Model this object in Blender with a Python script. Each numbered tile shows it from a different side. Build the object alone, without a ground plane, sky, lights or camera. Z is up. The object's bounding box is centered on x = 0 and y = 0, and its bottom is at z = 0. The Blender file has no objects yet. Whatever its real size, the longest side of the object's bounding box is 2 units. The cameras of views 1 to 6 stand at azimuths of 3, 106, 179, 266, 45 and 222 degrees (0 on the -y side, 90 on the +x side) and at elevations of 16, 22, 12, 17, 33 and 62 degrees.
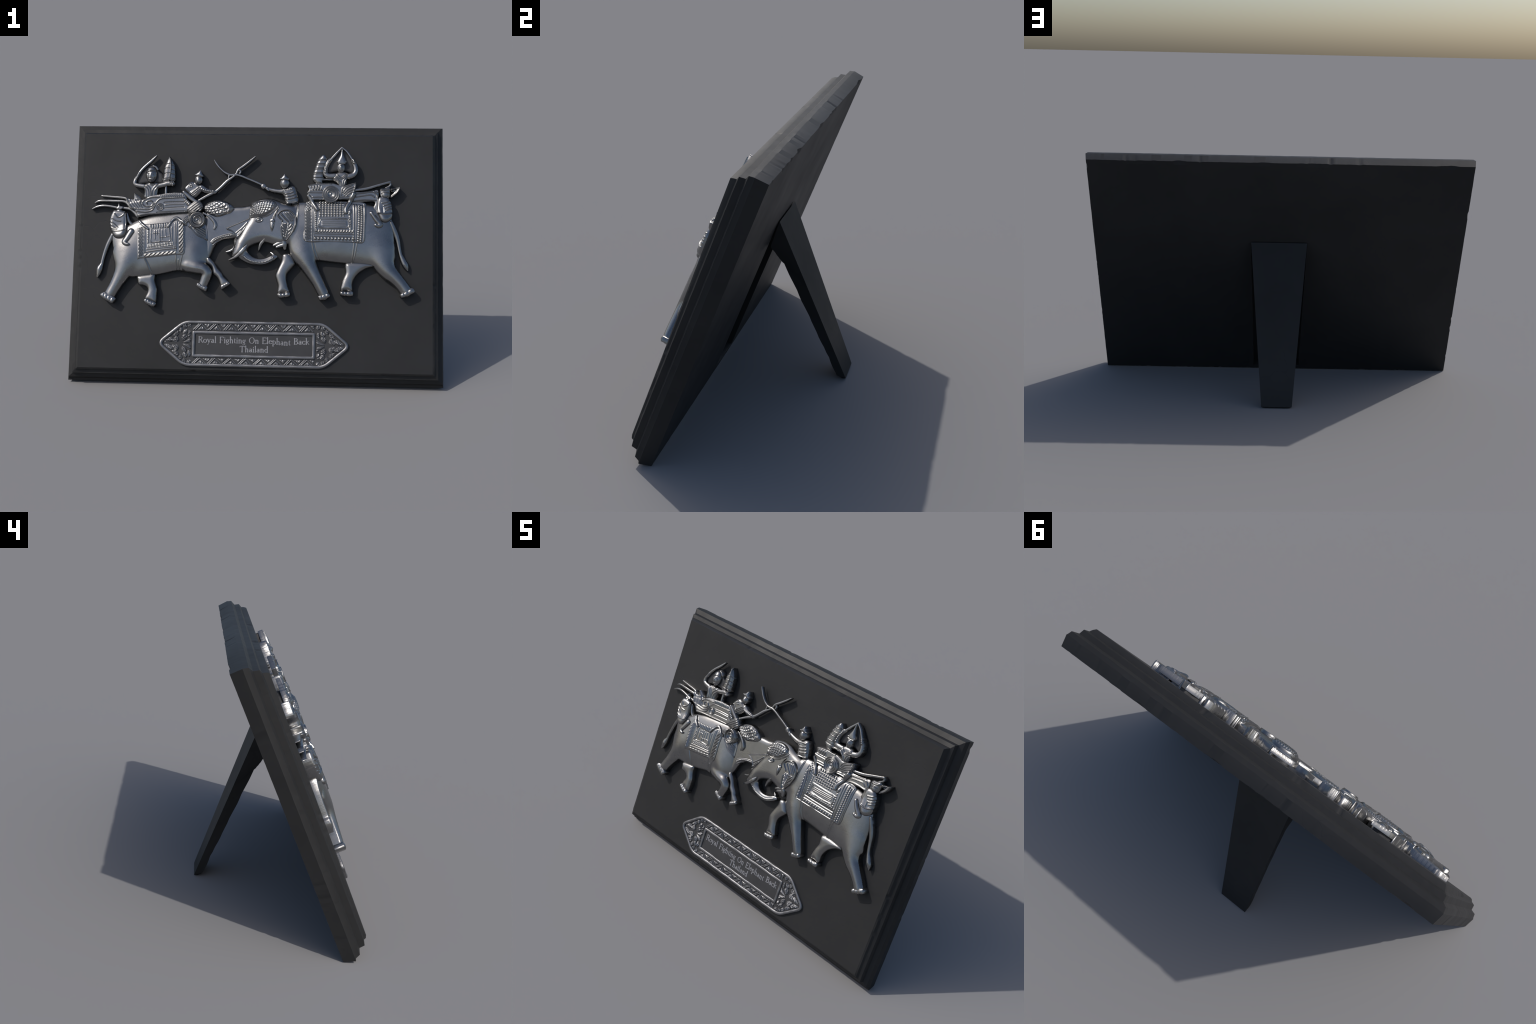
"""Desk plaque: a black stepped board on a folding easel leg, with a cast silver relief of two
war elephants in combat and a framed nameplate.  Everything on the face of the board is modelled
as cast relief: each part has an outline or spine (millimetres in the board plane: s across,
t up the slope), a domed height above the board and fine chased detail (ridges, beads, hatching)."""
import bpy, math, random
import numpy as np
from mathutils import Vector

random.seed(7)
RNG = np.random.default_rng(7)

# ------------------------------------------------------------------ board frame
FOOT = np.array([0.0, -0.277, 0.0])            # back bottom edge of the board
UP = np.array([0.0, 0.394, 0.919]); UP /= np.linalg.norm(UP)
OUT = np.array([0.0, -UP[2], UP[1]])           # outward normal of the face


def squash(h):
    """the higher a part lies, the flatter the casting is pressed"""
    h = np.asarray(h, float)
    return np.where(h > 0, h * (1 - 0.0032 * np.clip(h, 0, 120)), h)


def face_depth(t):
    """depth of the slightly proud, slightly tilted front panel at height t (metres)"""
    return 0.1355 + 0.0105 * np.asarray(t, float)


def to_world(s, t, n):
    """s, t, n in metres in the board frame -> world coordinates (arrays)."""
    s, t, n = np.broadcast_arrays(np.asarray(s, float), t, n)
    return FOOT + np.stack([s, t * UP[1] + n * OUT[1], t * UP[2] + n * OUT[2]], -1)


# ------------------------------------------------------------------ materials
def new_material(name):
    m = bpy.data.materials.new(name)
    m.use_nodes = True
    nt = m.node_tree
    return m, nt, nt.nodes["Principled BSDF"]


def node(nt, kind, **inputs):
    n = nt.nodes.new(kind)
    for k, v in inputs.items():
        n.inputs[k.replace("_", " ")].default_value = v
    return n


def ramp(nt, fac, stops):
    r = nt.nodes.new("ShaderNodeValToRGB")
    el = r.color_ramp.elements
    while len(el) < len(stops):
        el.new(0.5)
    for e, (p, c) in zip(el, stops):
        e.position = p
        e.color = (c[0], c[1], c[2], 1) if not isinstance(c, float) else (c, c, c, 1)
    nt.links.new(fac, r.inputs[0])
    return r


def metal_material(name, light, dark, rough_lo, rough_hi, metallic=1.0, bump=0.12):
    m, nt, b = new_material(name)
    tc = nt.nodes.new("ShaderNodeTexCoord")
    cloud = node(nt, "ShaderNodeTexNoise", Scale=9.0, Detail=6.0, Roughness=0.6)
    fine = node(nt, "ShaderNodeTexNoise", Scale=150.0, Detail=3.0)
    scratch_map = node(nt, "ShaderNodeMapping", Rotation=(0.3, 0.2, 0.7), Scale=(5.0, 9.0, 9.0))
    scratch = node(nt, "ShaderNodeTexNoise", Scale=2.0, Detail=4.0)
    for n in (cloud, fine, scratch_map):
        nt.links.new(tc.outputs["Object"], n.inputs["Vector"])
    nt.links.new(scratch_map.outputs[0], scratch.inputs["Vector"])
    col = ramp(nt, cloud.outputs["Fac"], [(0.3, dark), (0.62, light)])
    nt.links.new(col.outputs[0], b.inputs["Base Color"])
    rr = ramp(nt, scratch.outputs["Fac"], [(0.35, rough_lo), (0.7, rough_hi)])
    nt.links.new(rr.outputs[0], b.inputs["Roughness"])
    bp = node(nt, "ShaderNodeBump", Strength=bump, Distance=0.002)
    nt.links.new(fine.outputs["Fac"], bp.inputs["Height"])
    nt.links.new(bp.outputs[0], b.inputs["Normal"])
    b.inputs["Metallic"].default_value = metallic
    return m


def board_material():
    m, nt, b = new_material("black_lacquered_wood")
    tc = nt.nodes.new("ShaderNodeTexCoord")
    cloud = node(nt, "ShaderNodeTexNoise", Scale=2.6, Detail=7.0, Roughness=0.6)
    mp = node(nt, "ShaderNodeMapping", Rotation=(0.4, 0.3, 0.6), Scale=(1.0, 3.0, 2.2))
    cracks = nt.nodes.new("ShaderNodeTexVoronoi")
    cracks.feature = "DISTANCE_TO_EDGE"
    cracks.inputs["Scale"].default_value = 3.4
    warp = node(nt, "ShaderNodeTexNoise", Scale=4.0, Detail=5.0)
    mixv = nt.nodes.new("ShaderNodeMix"); mixv.data_type = "VECTOR"
    mixv.inputs["Factor"].default_value = 0.35
    gate = node(nt, "ShaderNodeTexNoise", Scale=5.0, Detail=2.0)
    fine = node(nt, "ShaderNodeTexNoise", Scale=60.0, Detail=5.0)
    for n in (cloud, mp, warp, gate, fine):
        nt.links.new(tc.outputs["Object"], n.inputs["Vector"])
    nt.links.new(mp.outputs[0], mixv.inputs[4])
    nt.links.new(warp.outputs["Color"], mixv.inputs[5])
    nt.links.new(mixv.outputs[1], cracks.inputs["Vector"])
    line = ramp(nt, cracks.outputs["Distance"], [(0.0, 1.0), (0.012, 0.0)])
    sel = ramp(nt, gate.outputs["Fac"], [(0.55, 0.0), (0.62, 1.0)])
    mul = nt.nodes.new("ShaderNodeMath"); mul.operation = "MULTIPLY"
    nt.links.new(line.outputs[0], mul.inputs[0]); nt.links.new(sel.outputs[0], mul.inputs[1])
    col = ramp(nt, cloud.outputs["Fac"], [(0.3, BOARD_DARK), (0.7, BOARD_LIGHT)])
    mc = nt.nodes.new("ShaderNodeMix"); mc.data_type = "RGBA"
    mc.inputs[7].default_value = (0.016, 0.016, 0.018, 1)
    half = nt.nodes.new("ShaderNodeMath"); half.operation = "MULTIPLY"; half.inputs[1].default_value = 0.75
    nt.links.new(mul.outputs[0], half.inputs[0]); nt.links.new(half.outputs[0], mc.inputs[0])
    nt.links.new(col.outputs[0], mc.inputs[6]); nt.links.new(mc.outputs[2], b.inputs["Base Color"])
    rr = ramp(nt, cloud.outputs["Fac"], [(0.3, 0.62), (0.7, 0.5)])
    nt.links.new(rr.outputs[0], b.inputs["Roughness"])
    add = nt.nodes.new("ShaderNodeMath"); add.operation = "MULTIPLY_ADD"; add.inputs[1].default_value = -0.6
    nt.links.new(mul.outputs[0], add.inputs[0]); nt.links.new(fine.outputs["Fac"], add.inputs[2])
    bp = node(nt, "ShaderNodeBump", Strength=0.12, Distance=0.003)
    nt.links.new(add.outputs[0], bp.inputs["Height"]); nt.links.new(bp.outputs[0], b.inputs["Normal"])
    b.inputs["Specular IOR Level"].default_value = 0.3
    return m


BOARD_DARK, BOARD_LIGHT = (0.0145, 0.0145, 0.0148), (0.021, 0.021, 0.0214)
BLACK = board_material()
SILVER = metal_material("polished_silver_casting", (0.28, 0.278, 0.276), (0.225, 0.224, 0.223), 0.26, 0.33)
PEWTER = metal_material("pewter_nameplate_metal", (0.215, 0.215, 0.222), (0.16, 0.16, 0.168), 0.38, 0.5, 0.85, 0.25)
LETTERING = metal_material("grey_lettering_paint", (0.25, 0.25, 0.265), (0.20, 0.20, 0.215), 0.45, 0.6, 0.2)
ANTIQUE = metal_material("blackened_nameplate_ground", (0.034, 0.034, 0.036), (0.024, 0.024, 0.026), 0.5, 0.65, 0.0)

# ------------------------------------------------------------------ object helpers
COLL = bpy.context.scene.collection
ROOT = bpy.data.objects.new("commemorative_plaque", None)
COLL.objects.link(ROOT)
ROOT["label"] = "black easel plaque with silver relief of two fighting war elephants"
ROOT["category"] = "plaque"


def add_object(name, verts, faces, material, parent, smooth=True, normals=None):
    me = bpy.data.meshes.new(name)
    me.from_pydata([tuple(v) for v in verts], [], [tuple(f) for f in faces])
    me.update()
    me.polygons.foreach_set("use_smooth", [smooth] * len(me.polygons))
    me.materials.append(material)
    if normals is not None:
        me.normals_split_custom_set_from_vertices([tuple(n) for n in normals])
    ob = bpy.data.objects.new(name, me)
    COLL.objects.link(ob)
    ob.parent = parent if parent is not None else ROOT
    return ob


# ------------------------------------------------------------------ relief engine (millimetres)
RES = 1.5
S0, T0 = -900.0, 40.0
NS, NT = 1201, 881
GH = np.zeros((NT, NS))                        # height of everything cast so far


def spline(pts, closed=False, sub=5):
    p = np.array(pts, float)
    if len(p) < 3 and not closed:
        k = np.linspace(0, 1, sub * 2)[:, None]
        return p[0] * (1 - k) + p[-1] * k
    if closed:
        q = np.vstack([p[-1:], p, p[:2]])
    else:
        q = np.vstack([2 * p[0] - p[1], p, 2 * p[-1] - p[-2]])
    out = []
    for i in range(1, len(q) - 2):
        a, b, c, d = q[i - 1], q[i], q[i + 1], q[i + 2]
        u = (np.arange(sub) / sub)[:, None]
        out.append(0.5 * (2 * b + (c - a) * u + (2 * a - 5 * b + 4 * c - d) * u ** 2 + (3 * b - a - 3 * c + d) * u ** 3))
    if not closed:
        out.append(q[-2:-1])
    return np.vstack(out)


def line_distance(X, Y, pts, closed=False):
    """distance to a polyline, and the arc length / value parameter at the nearest point"""
    best = np.full(X.shape, 1e9); arc = np.zeros(X.shape); idx = np.zeros(X.shape)
    p = np.asarray(pts, float)[:, :2]
    if closed:
        p = np.vstack([p, p[:1]])
    run = 0.0
    for i in range(len(p) - 1):
        a, d = p[i], p[i + 1] - p[i]
        l2 = max(d @ d, 1e-9)
        u = np.clip(((X - a[0]) * d[0] + (Y - a[1]) * d[1]) / l2, 0, 1)
        q = (X - a[0] - u * d[0]) ** 2 + (Y - a[1] - u * d[1]) ** 2
        m = q < best
        best[m] = q[m]; arc[m] = run + u[m] * math.sqrt(l2); idx[m] = i + u[m]
        run += math.sqrt(l2)
    return np.sqrt(best), arc, idx


def inside(X, Y, p):
    r = np.zeros(X.shape, bool)
    n = len(p)
    for i in range(n):
        (x0, y0), (x1, y1) = p[i][:2], p[(i + 1) % n][:2]
        if y0 == y1:
            continue
        c = ((y0 > Y) != (y1 > Y)) & (X < (x1 - x0) * (Y - y0) / (y1 - y0) + x0)
        r ^= c
    return r


def dome(x):
    x = np.clip(x, 0, 1)
    return np.sqrt(np.maximum(0, 1 - (1 - x) ** 2))


def hump(x):
    return np.where(np.abs(x) < 1, np.cos(np.clip(x, -1, 1) * math.pi / 2) ** 2, 0)


def area_sdf(X, Y, p):
    d, _, _ = line_distance(X, Y, p, True)
    return np.where(inside(X, Y, p), -d, d)


class Blob:
    """domed area: closed outline, rounded over `edge` mm from `wall` up to `top`"""
    def __init__(self, pts, top, edge=14, wall=26, label=None, sharp=False):
        self.p = np.array(pts, float) if sharp else spline(pts, True)
        wall = max(wall, top - 0.95 * edge)      # cast sides stay upright, only the crown is domed
        self.top, self.edge, self.wall, self.label = top, edge, wall, label

    def bounds(self):
        return self.p[:, 0].min(), self.p[:, 0].max(), self.p[:, 1].min(), self.p[:, 1].max()

    def eval(self, X, Y):
        d = area_sdf(X, Y, self.p)
        return d, np.where(d < 0, self.wall + (self.top - self.wall) * dome(-d / self.edge), self.wall - 2.0 * d)


class Limb:
    """round bar along a spine of (s, t, radius); height may run along the spine"""
    def __init__(self, pts, top, wall=24, label=None, flat=0.0):
        self.q = spline(pts, False)
        tops = np.atleast_1d(np.array(top, float))
        self.top = np.interp(np.linspace(0, 1, len(self.q)), np.linspace(0, 1, len(tops)), tops)
        self.wall, self.label, self.flat = wall, label, flat

    def bounds(self):
        r = self.q[:, 2]
        return ((self.q[:, 0] - r).min(), (self.q[:, 0] + r).max(), (self.q[:, 1] - r).min(), (self.q[:, 1] + r).max())

    def eval(self, X, Y):
        d, _, i = line_distance(X, Y, self.q)
        k = np.arange(len(self.q))
        r = np.interp(i, k, np.maximum(self.q[:, 2], 0.6)); top = np.interp(i, k, self.top)
        x = d / r
        w = np.minimum(np.maximum(self.wall, top - 0.95 * r), top - 0.5)
        h = np.where(x < 1, w + (top - w) * np.sqrt(np.maximum(0, 1 - np.clip((x - self.flat) / (1 - self.flat), 0, 1) ** 2)), w - 2.0 * (d - r))
        return d - r, h


def smax(a, b, k):
    u = np.clip(0.5 + 0.5 * (a - b) / k, 0, 1)
    return b * (1 - u) + a * u + k * u * (1 - u)


# -- chased detail: callables (X, Y) -> height to add
def ridge(pts, w, a, closed=False):
    p = spline(pts, closed)
    return lambda X, Y: a * hump(line_distance(X, Y, p, closed)[0] / w)


def plateau(pts, a, edge=3, sharp=False):
    p = np.array(pts, float) if sharp else spline(pts, True)
    def f(X, Y):
        u = np.clip(-area_sdf(X, Y, p) / edge, 0, 1)
        return a * u * u * (3 - 2 * u)
    return f


def hatch(pts, angle, period, a, edge=3, wobble=0.0, power=1.0):
    p = np.array(pts, float); c, s = math.cos(math.radians(angle)), math.sin(math.radians(angle))
    def f(X, Y):
        m = np.clip(-area_sdf(X, Y, p) / edge, 0, 1)
        u = X * c + Y * s + wobble * np.sin((X * -s + Y * c) / (period * 1.7))
        return a * m * (0.5 + 0.5 * np.cos(2 * math.pi * u / period)) ** power
    return f


def lattice(pts, angle, period, cross, a, edge=3):
    f1, f2 = hatch(pts, angle, period, 1, edge), hatch(pts, angle + 90, cross, 1, edge)
    return lambda X, Y: a * np.minimum(1, 1.3 * f1(X, Y) * f2(X, Y))


def scales(pts, focus, spacing, petals, a):
    """fan of overlapping scales radiating from a focus point"""
    p = spline(pts, True)
    def f(X, Y):
        m = np.clip(-area_sdf(X, Y, p) / 4, 0, 1)
        r = np.hypot(X - focus[0], Y - focus[1]); th = np.arctan2(Y - focus[1], X - focus[0])
        row = np.floor(r / spacing)
        u = (r / spacing) % 1.0
        v = np.abs(np.sin(th * petals * 0.5 + (row % 2) * math.pi / 2))
        return a * m * (0.35 + 0.65 * u) * v ** 0.7
    return f


def beads(pts, spacing, r, a):
    p = spline(pts)
    def f(X, Y):
        d, arc, _ = line_distance(X, Y, p)
        m = (arc % spacing) - spacing / 2
        return a * dome(1 - np.minimum(1, np.hypot(d, m) / r))
    return f


def rings(c, spec):
    def f(X, Y):
        r = np.hypot(X - c[0], Y - c[1])
        return sum(a * hump((r - r0) / w) for r0, w, a in spec)
    return f


def knob(c, rs, rt, a, angle=0.0):
    ca, sa = math.cos(math.radians(angle)), math.sin(math.radians(angle))
    def f(X, Y):
        u, v = X - c[0], Y - c[1]
        q = np.hypot((u * ca + v * sa) / rs, (-u * sa + v * ca) / rt)
        return a * np.sqrt(np.maximum(0, 1 - np.minimum(q, 1) ** 2))
    return f


def blur(a, n):
    for _ in range(n):
        a = (a + np.roll(a, 1, 0) + np.roll(a, -1, 0)) / 3
        a = (a + np.roll(a, 1, 1) + np.roll(a, -1, 1)) / 3
    return a


def puff(D, wall, rise):
    """inflate the inside of an outline like a cushion (Poisson surface), wide areas highest"""
    u = None
    for step, rounds in ((8, 900), (4, 400), (2, 160), (1, 70)):
        M = D[::step, ::step] < 0
        if u is None:
            u = np.zeros(M.shape)
        else:
            u = np.repeat(np.repeat(u, 2, 0), 2, 1)[:M.shape[0], :M.shape[1]]
            u = np.pad(u, ((0, M.shape[0] - u.shape[0]), (0, M.shape[1] - u.shape[1])), mode="edge")
        for _ in range(rounds):
            p = np.pad(u, 1)
            u = np.where(M, (p[:-2, 1:-1] + p[2:, 1:-1] + p[1:-1, :-2] + p[1:-1, 2:] + step * step) / 4, 0)
    h = np.sqrt(np.maximum(u, 0)); h /= h.max()
    h = blur(h, 3)
    return np.where(D < 0, wall + rise * h ** 0.85, wall)


def along(pts, a):
    """soft muscle bulge along a spine of (s, t, radius)"""
    q = spline(pts)
    def f(X, Y):
        d, _, i = line_distance(X, Y, q)
        return a * hump(d / np.interp(i, np.arange(len(q)), q[:, 2])) * hump(i / (len(q) - 1) * 2 - 1)
    return f


def cast(name, shapes, parent=None, detail=(), on=None, k=12.0, floor=-4.0, material=None, names=None,
         res=RES, smooth=5, add=True, soft=4, inflate=None, swell=()):
    """Cast shapes into one relief solid.  on=None: heights are absolute; on=h: the part lies on
    whatever is below it (at least h high), and its heights count from there.  names={label: object
    name} splits the seamless surface into parts by the shape that dominates each face."""
    bb = np.array([sh.bounds() for sh in shapes])
    pad = 4 * res
    i0 = int((bb[:, 0].min() - pad - S0) // res); i1 = int((bb[:, 1].max() + pad - S0) // res) + 1
    j0 = int((bb[:, 2].min() - pad - T0) // res); j1 = int((bb[:, 3].max() + pad - T0) // res) + 1
    X, Y = np.meshgrid(S0 + res * np.arange(i0, i1 + 1), T0 + res * np.arange(j0, j1 + 1))
    ds, hs = [], []
    for sh in shapes:
        d, h = sh.eval(X, Y)
        ds.append(d); hs.append(h)
    D = np.minimum.reduce(ds)
    Hh = hs[0]
    for h in hs[1:]:
        Hh = smax(Hh, h, k) if k > 0 else np.maximum(Hh, h)
    if smooth:                                 # melt the joints of a body without rounding its rim
        w = np.clip(-D / (26.0 if smooth > 20 else 5.0), 0, 1)
        Hh = Hh * (1 - w) + blur(Hh, smooth) * w
    if inflate:
        Hh = puff(D, *inflate) + sum((f(X, Y) for f in swell), np.zeros(X.shape)) * np.clip(-D / 12.0, 0, 1)
        for h, sh in zip(hs, shapes):          # limbs stand out of the cushion
            if sh.label == "head" or (isinstance(sh, Limb) and sh.label != "torso"):
                Hh = smax(Hh, h, 16)
        w = np.clip(-D / 14.0, 0, 1)
        Hh = Hh * (1 - w) + blur(Hh, 30) * w
    if on is None:
        if not inflate:
            Hh = np.where(D < 0, squash(Hh), Hh)
    else:
        on = float(squash(on))
        base = np.full(X.shape, float(on))
        if res == RES:
            base = np.maximum(GH[j0:j1 + 1, i0:i1 + 1], on)
            base = blur(base, soft)
        Hh = Hh + base
    wig = sum((f(X, Y) for f in detail), np.zeros(X.shape))
    Hh = Hh + 1.25 * wig * np.clip(-D / 2.0, 0, 1)
    # vertices: everything inside, plus the ring just outside pulled onto the outline
    keep = D < 0.72 * res
    gy, gx = np.gradient(D, res)
    gl = np.maximum(np.hypot(gx, gy), 1e-6)
    pull = np.where(D > -0.25 * res, D, 0)
    PX, PY = X - pull * gx / gl, Y - pull * gy / gl
    inner = np.where(D < 0, Hh, -1e9)
    nb = inner.copy()
    for dy in (-1, 0, 1):
        for dx in (-1, 0, 1):
            nb = np.maximum(nb, np.roll(np.roll(inner, dy, 0), dx, 1))
    edge_h = np.minimum(Hh, nb - 0.5 * res)
    Hv = np.where(D > -0.25 * res, np.maximum(np.minimum(edge_h, Hh), np.where(nb > -1e8, nb - 5 * res, Hh)), Hh)
    cell = keep[:-1, :-1] & keep[1:, :-1] & keep[:-1, 1:] & keep[1:, 1:]
    used = np.zeros(X.shape, bool)
    used[:-1, :-1] |= cell; used[1:, :-1] |= cell; used[:-1, 1:] |= cell; used[1:, 1:] |= cell
    ids = np.full(X.shape, -1); ids[used] = np.arange(used.sum())
    V = np.stack([PX[used], PY[used], Hv[used]], 1)
    cj, ci = np.nonzero(cell)
    F = np.stack([ids[cj, ci], ids[cj, ci + 1], ids[cj + 1, ci + 1], ids[cj + 1, ci]], 1)
    if add and res == RES:
        sub = GH[j0:j1 + 1, i0:i1 + 1]
        m = D < 0
        sub[m] = np.maximum(sub[m], Hh[m])
    nv = len(V)
    e = np.vstack([F[:, [0, 1]], F[:, [1, 2]], F[:, [2, 3]], F[:, [3, 0]]])
    key = np.minimum(e[:, 0], e[:, 1]) * (nv + 1) + np.maximum(e[:, 0], e[:, 1])
    _, first, cnt = np.unique(key, return_index=True, return_counts=True)
    be = e[first[cnt == 1]]
    owner = np.tile(np.arange(len(F)), 4)[first[cnt == 1]]
    ring = np.unique(be)
    for _ in range(4):                         # even out the rim so the sides are smooth
        acc = np.zeros((nv, 2)); n_ = np.zeros(nv)
        for a, b in ((0, 1), (1, 0)):
            np.add.at(acc, be[:, a], V[be[:, b], :2]); np.add.at(n_, be[:, a], 1)
        two = ring[n_[ring] == 2]
        V[two, :2] = 0.5 * V[two, :2] + 0.25 * acc[two]
    low = np.full(nv, -1); low[ring] = nv + np.arange(len(ring))
    W = V[ring].copy(); W[:, 2] = floor
    walls = np.stack([be[:, 1], be[:, 0], low[be[:, 0]], low[be[:, 1]]], 1)
    V = np.vstack([V, W])
    faces = np.vstack([F, walls])
    P = to_world(V[:, 0] / 1000, V[:, 1] / 1000, face_depth(V[:, 1] / 1000) + V[:, 2] / 1000)
    material = material or SILVER
    if names is None:
        fl = faces
        if floor > 0:                          # free-hanging blade: close the back
            B = F[:, ::-1]
            P2 = to_world(V[:nv, 0] / 1000, V[:nv, 1] / 1000, face_depth(V[:nv, 1] / 1000) + floor / 1000)
            P = np.vstack([P, P2]); fl = np.vstack([faces, B + len(V)])
        return add_object(name, P, fl, material, parent)
    # split by dominant shape, keeping the normals of the whole surface
    fn = np.cross(P[faces[:, 2]] - P[faces[:, 0]], P[faces[:, 3]] - P[faces[:, 1]])
    vn = np.zeros(P.shape)
    for c in range(4):
        np.add.at(vn, faces[:, c], fn)
    vn /= np.maximum(np.linalg.norm(vn, axis=1, keepdims=True), 1e-12)
    labels = list(dict.fromkeys(sh.label for sh in shapes))
    score = np.stack([np.maximum.reduce([h for h, sh in zip(hs, shapes) if sh.label == l]) for l in labels])
    score = np.stack([blur(s_, 3) for s_ in score])
    dom = np.argmax(score, 0)[cj, ci]
    lab = np.concatenate([dom, dom[owner]])
    head = None
    for li, l in enumerate(labels):
        sel = faces[lab == li]
        if len(sel) == 0:
            continue
        vs, inv = np.unique(sel, return_inverse=True)
        ob = add_object(names[l], P[vs], inv.reshape(sel.shape), material, head if head else parent, normals=vn[vs])
        head = head or ob
    return head


def foot(parent, outline, nails, top=60):
    """foot block with a row of rounded toenails"""
    det = [knob(c, 9, 13, 2) for c in nails]
    return cast("elephant_foot", [Blob(outline, top, 12, 30)], parent, det)


def disc(name, parent, c, r, top, spec):
    th = np.linspace(0, 2 * math.pi, 28, endpoint=False)
    return cast(name, [Blob(np.stack([c[0] + r * np.cos(th), c[1] + r * np.sin(th)], 1), top, 5, top - 8)], parent,
                [rings(c, spec)])


def ellipse(c, rs, rt, n=18, angle=0.0):
    th = np.linspace(0, 2 * math.pi, n, endpoint=False); a = math.radians(angle)
    u, v = rs * np.cos(th), rt * np.sin(th)
    return np.stack([c[0] + u * math.cos(a) - v * math.sin(a), c[1] + u * math.sin(a) + v * math.cos(a)], 1)


# ================================================================== 1. elephant on the left
left_far = cast("elephant_hind_leg", [
    Blob([(-624, 541), (-576, 553), (-531, 554), (-529, 520), (-516, 479), (-516, 449), (-521, 404), (-552,
        408), (-582, 424), (-568, 463), (-573, 484), (-593, 494), (-617, 497), (-624, 519)], 54, 26, 26)])
foot(left_far, [(-584, 416), (-571, 425), (-545, 413), (-519, 401), (-523, 386), (-536, 380), (-563, 391), (-583,
        405)],
     [(-573, 411), (-558, 403), (-545, 396), (-530, 389)], 62)
left_fore = cast("elephant_front_leg", [
    Blob([(-261, 644), (-244, 649), (-220, 626), (-196, 589), (-173, 565), (-165, 548), (-150, 534), (-135,
        515), (-156, 498), (-177, 492), (-185, 511), (-195, 533), (-208, 548), (-222, 562), (-230, 596),
        (-257, 618)], 54, 22, 26)])
foot(left_fore, [(-180, 498), (-160, 510), (-139, 520), (-128, 508), (-149, 491), (-174, 478)],
     [(-169, 492), (-158, 499), (-147, 505), (-138, 511)], 62)

# neck and head pass behind the other elephant
left_neck = cast("elephant_head", [
    Blob([(-272, 880), (-204, 908), (-114, 921), (-69, 924), (-17, 929), (-5, 884), (-15, 846), (-33, 800),
        (-91, 762), (-110, 752), (-140, 750), (-169, 745), (-199, 728), (-219, 700), (-236, 658), (-252,
        639), (-273, 692)], 46, 28, 22)],
    None, [beads([(-231, 721), (-217, 736), (-191, 750), (-161, 759), (-124, 766)], 9, 4.5, 4),
           ridge([(-235, 728), (-221, 744), (-191, 758), (-162, 768), (-125, 775)], 3, 2),
           ridge([(-224, 713), (-205, 729), (-187, 738)], 3, 2.5)])
cast("elephant_tusk", [Limb([(-105, 734, 5.2), (-107, 715, 6.0), (-117, 695, 6.0), (-136, 683, 5.2), (-155, 679, 3.0)], [50, 40, 30], 14)], left_neck)

left_body = cast("x", [
    Blob([(-764, 781), (-766, 722), (-751, 644), (-735, 585), (-717, 541), (-620, 539), (-523, 550), (-417,
        573), (-359, 570), (-292, 592), (-249, 622), (-240, 671), (-245, 739), (-257, 787), (-270, 836),
        (-300, 880), (-369, 894), (-466, 885), (-563, 870), (-631, 846), (-679, 821), (-728, 806)], 80, 85, 26, "torso"),
    Limb([(-325, 728, 56.2), (-320, 683, 61.7), (-322, 638, 56.1)], [78, 82, 74], 28, "torso"),
    Limb([(-692, 664, 69.8), (-692, 611, 60.3), (-704, 566, 47.1), (-725, 524, 37.6), (-747, 482, 31.6),
        (-767, 445, 30.1)], [50, 56, 56, 54, 52, 50], 24, "hind"),
    Limb([(-355, 601, 35.5), (-314, 592, 31.8), (-273, 585, 30.6), (-254, 561, 29.8), (-263, 528, 27.6),
        (-274, 499, 26.1)], [60, 66, 66, 62, 56, 52], 24, "fore")],
    None, [ridge([(-417, 661), (-416, 619), (-410, 573)], 3.2, 3), ridge([(-384, 654), (-391, 620), (-401, 573)], 3.2, 3),
           ridge([(-404, 631), (-404, 601), (-406, 575)], 4, 2),
           ridge([(-585, 635), (-569, 602), (-548, 548)], 3, 2.5), ridge([(-577, 635), (-561, 602), (-547, 565)], 2.5, -2)],
    names={"torso": "elephant_torso", "hind": "elephant_hind_leg", "fore": "elephant_front_leg"}, k=26, smooth=0, inflate=(22, 42),
    swell=[along([(-326, 774, 41.3), (-321, 713, 63.6), (-323, 653, 71.0), (-306, 594, 56.0), (-272, 583, 41.0),
        (-255, 561, 33.5)], 10),
           along([(-666, 777, 56.7), (-674, 708, 90.5), (-686, 633, 86.6), (-703, 572, 64.0), (-741, 489, 41.3),
        (-766, 448, 33.8)], 12)])
foot(left_body, [(-816, 442), (-794, 454), (-764, 441), (-734, 422), (-740, 408), (-752, 395), (-777, 406), (-809,
        425)],
     [(-803, 436), (-787, 427), (-770, 418), (-751, 407)], 62)
foot(left_body, [(-307, 503), (-297, 512), (-271, 503), (-249, 491), (-251, 472), (-259, 466), (-281, 476), (-304,
        490)],
     [(-295, 499), (-283, 491), (-270, 484), (-258, 477)], 62)
cast("elephant_tail", [Limb([(-766, 762, 8.4), (-777, 739, 10.6), (-791, 709, 11.0), (-804, 671, 10.2), (-814, 633, 8.7), (-820,
        604, 9.8), (-829, 584, 15.9), (-835, 559, 12.9), (-841, 536, 3.8)], [40, 34, 30, 30, 36, 26], 14)], left_body)

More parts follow.
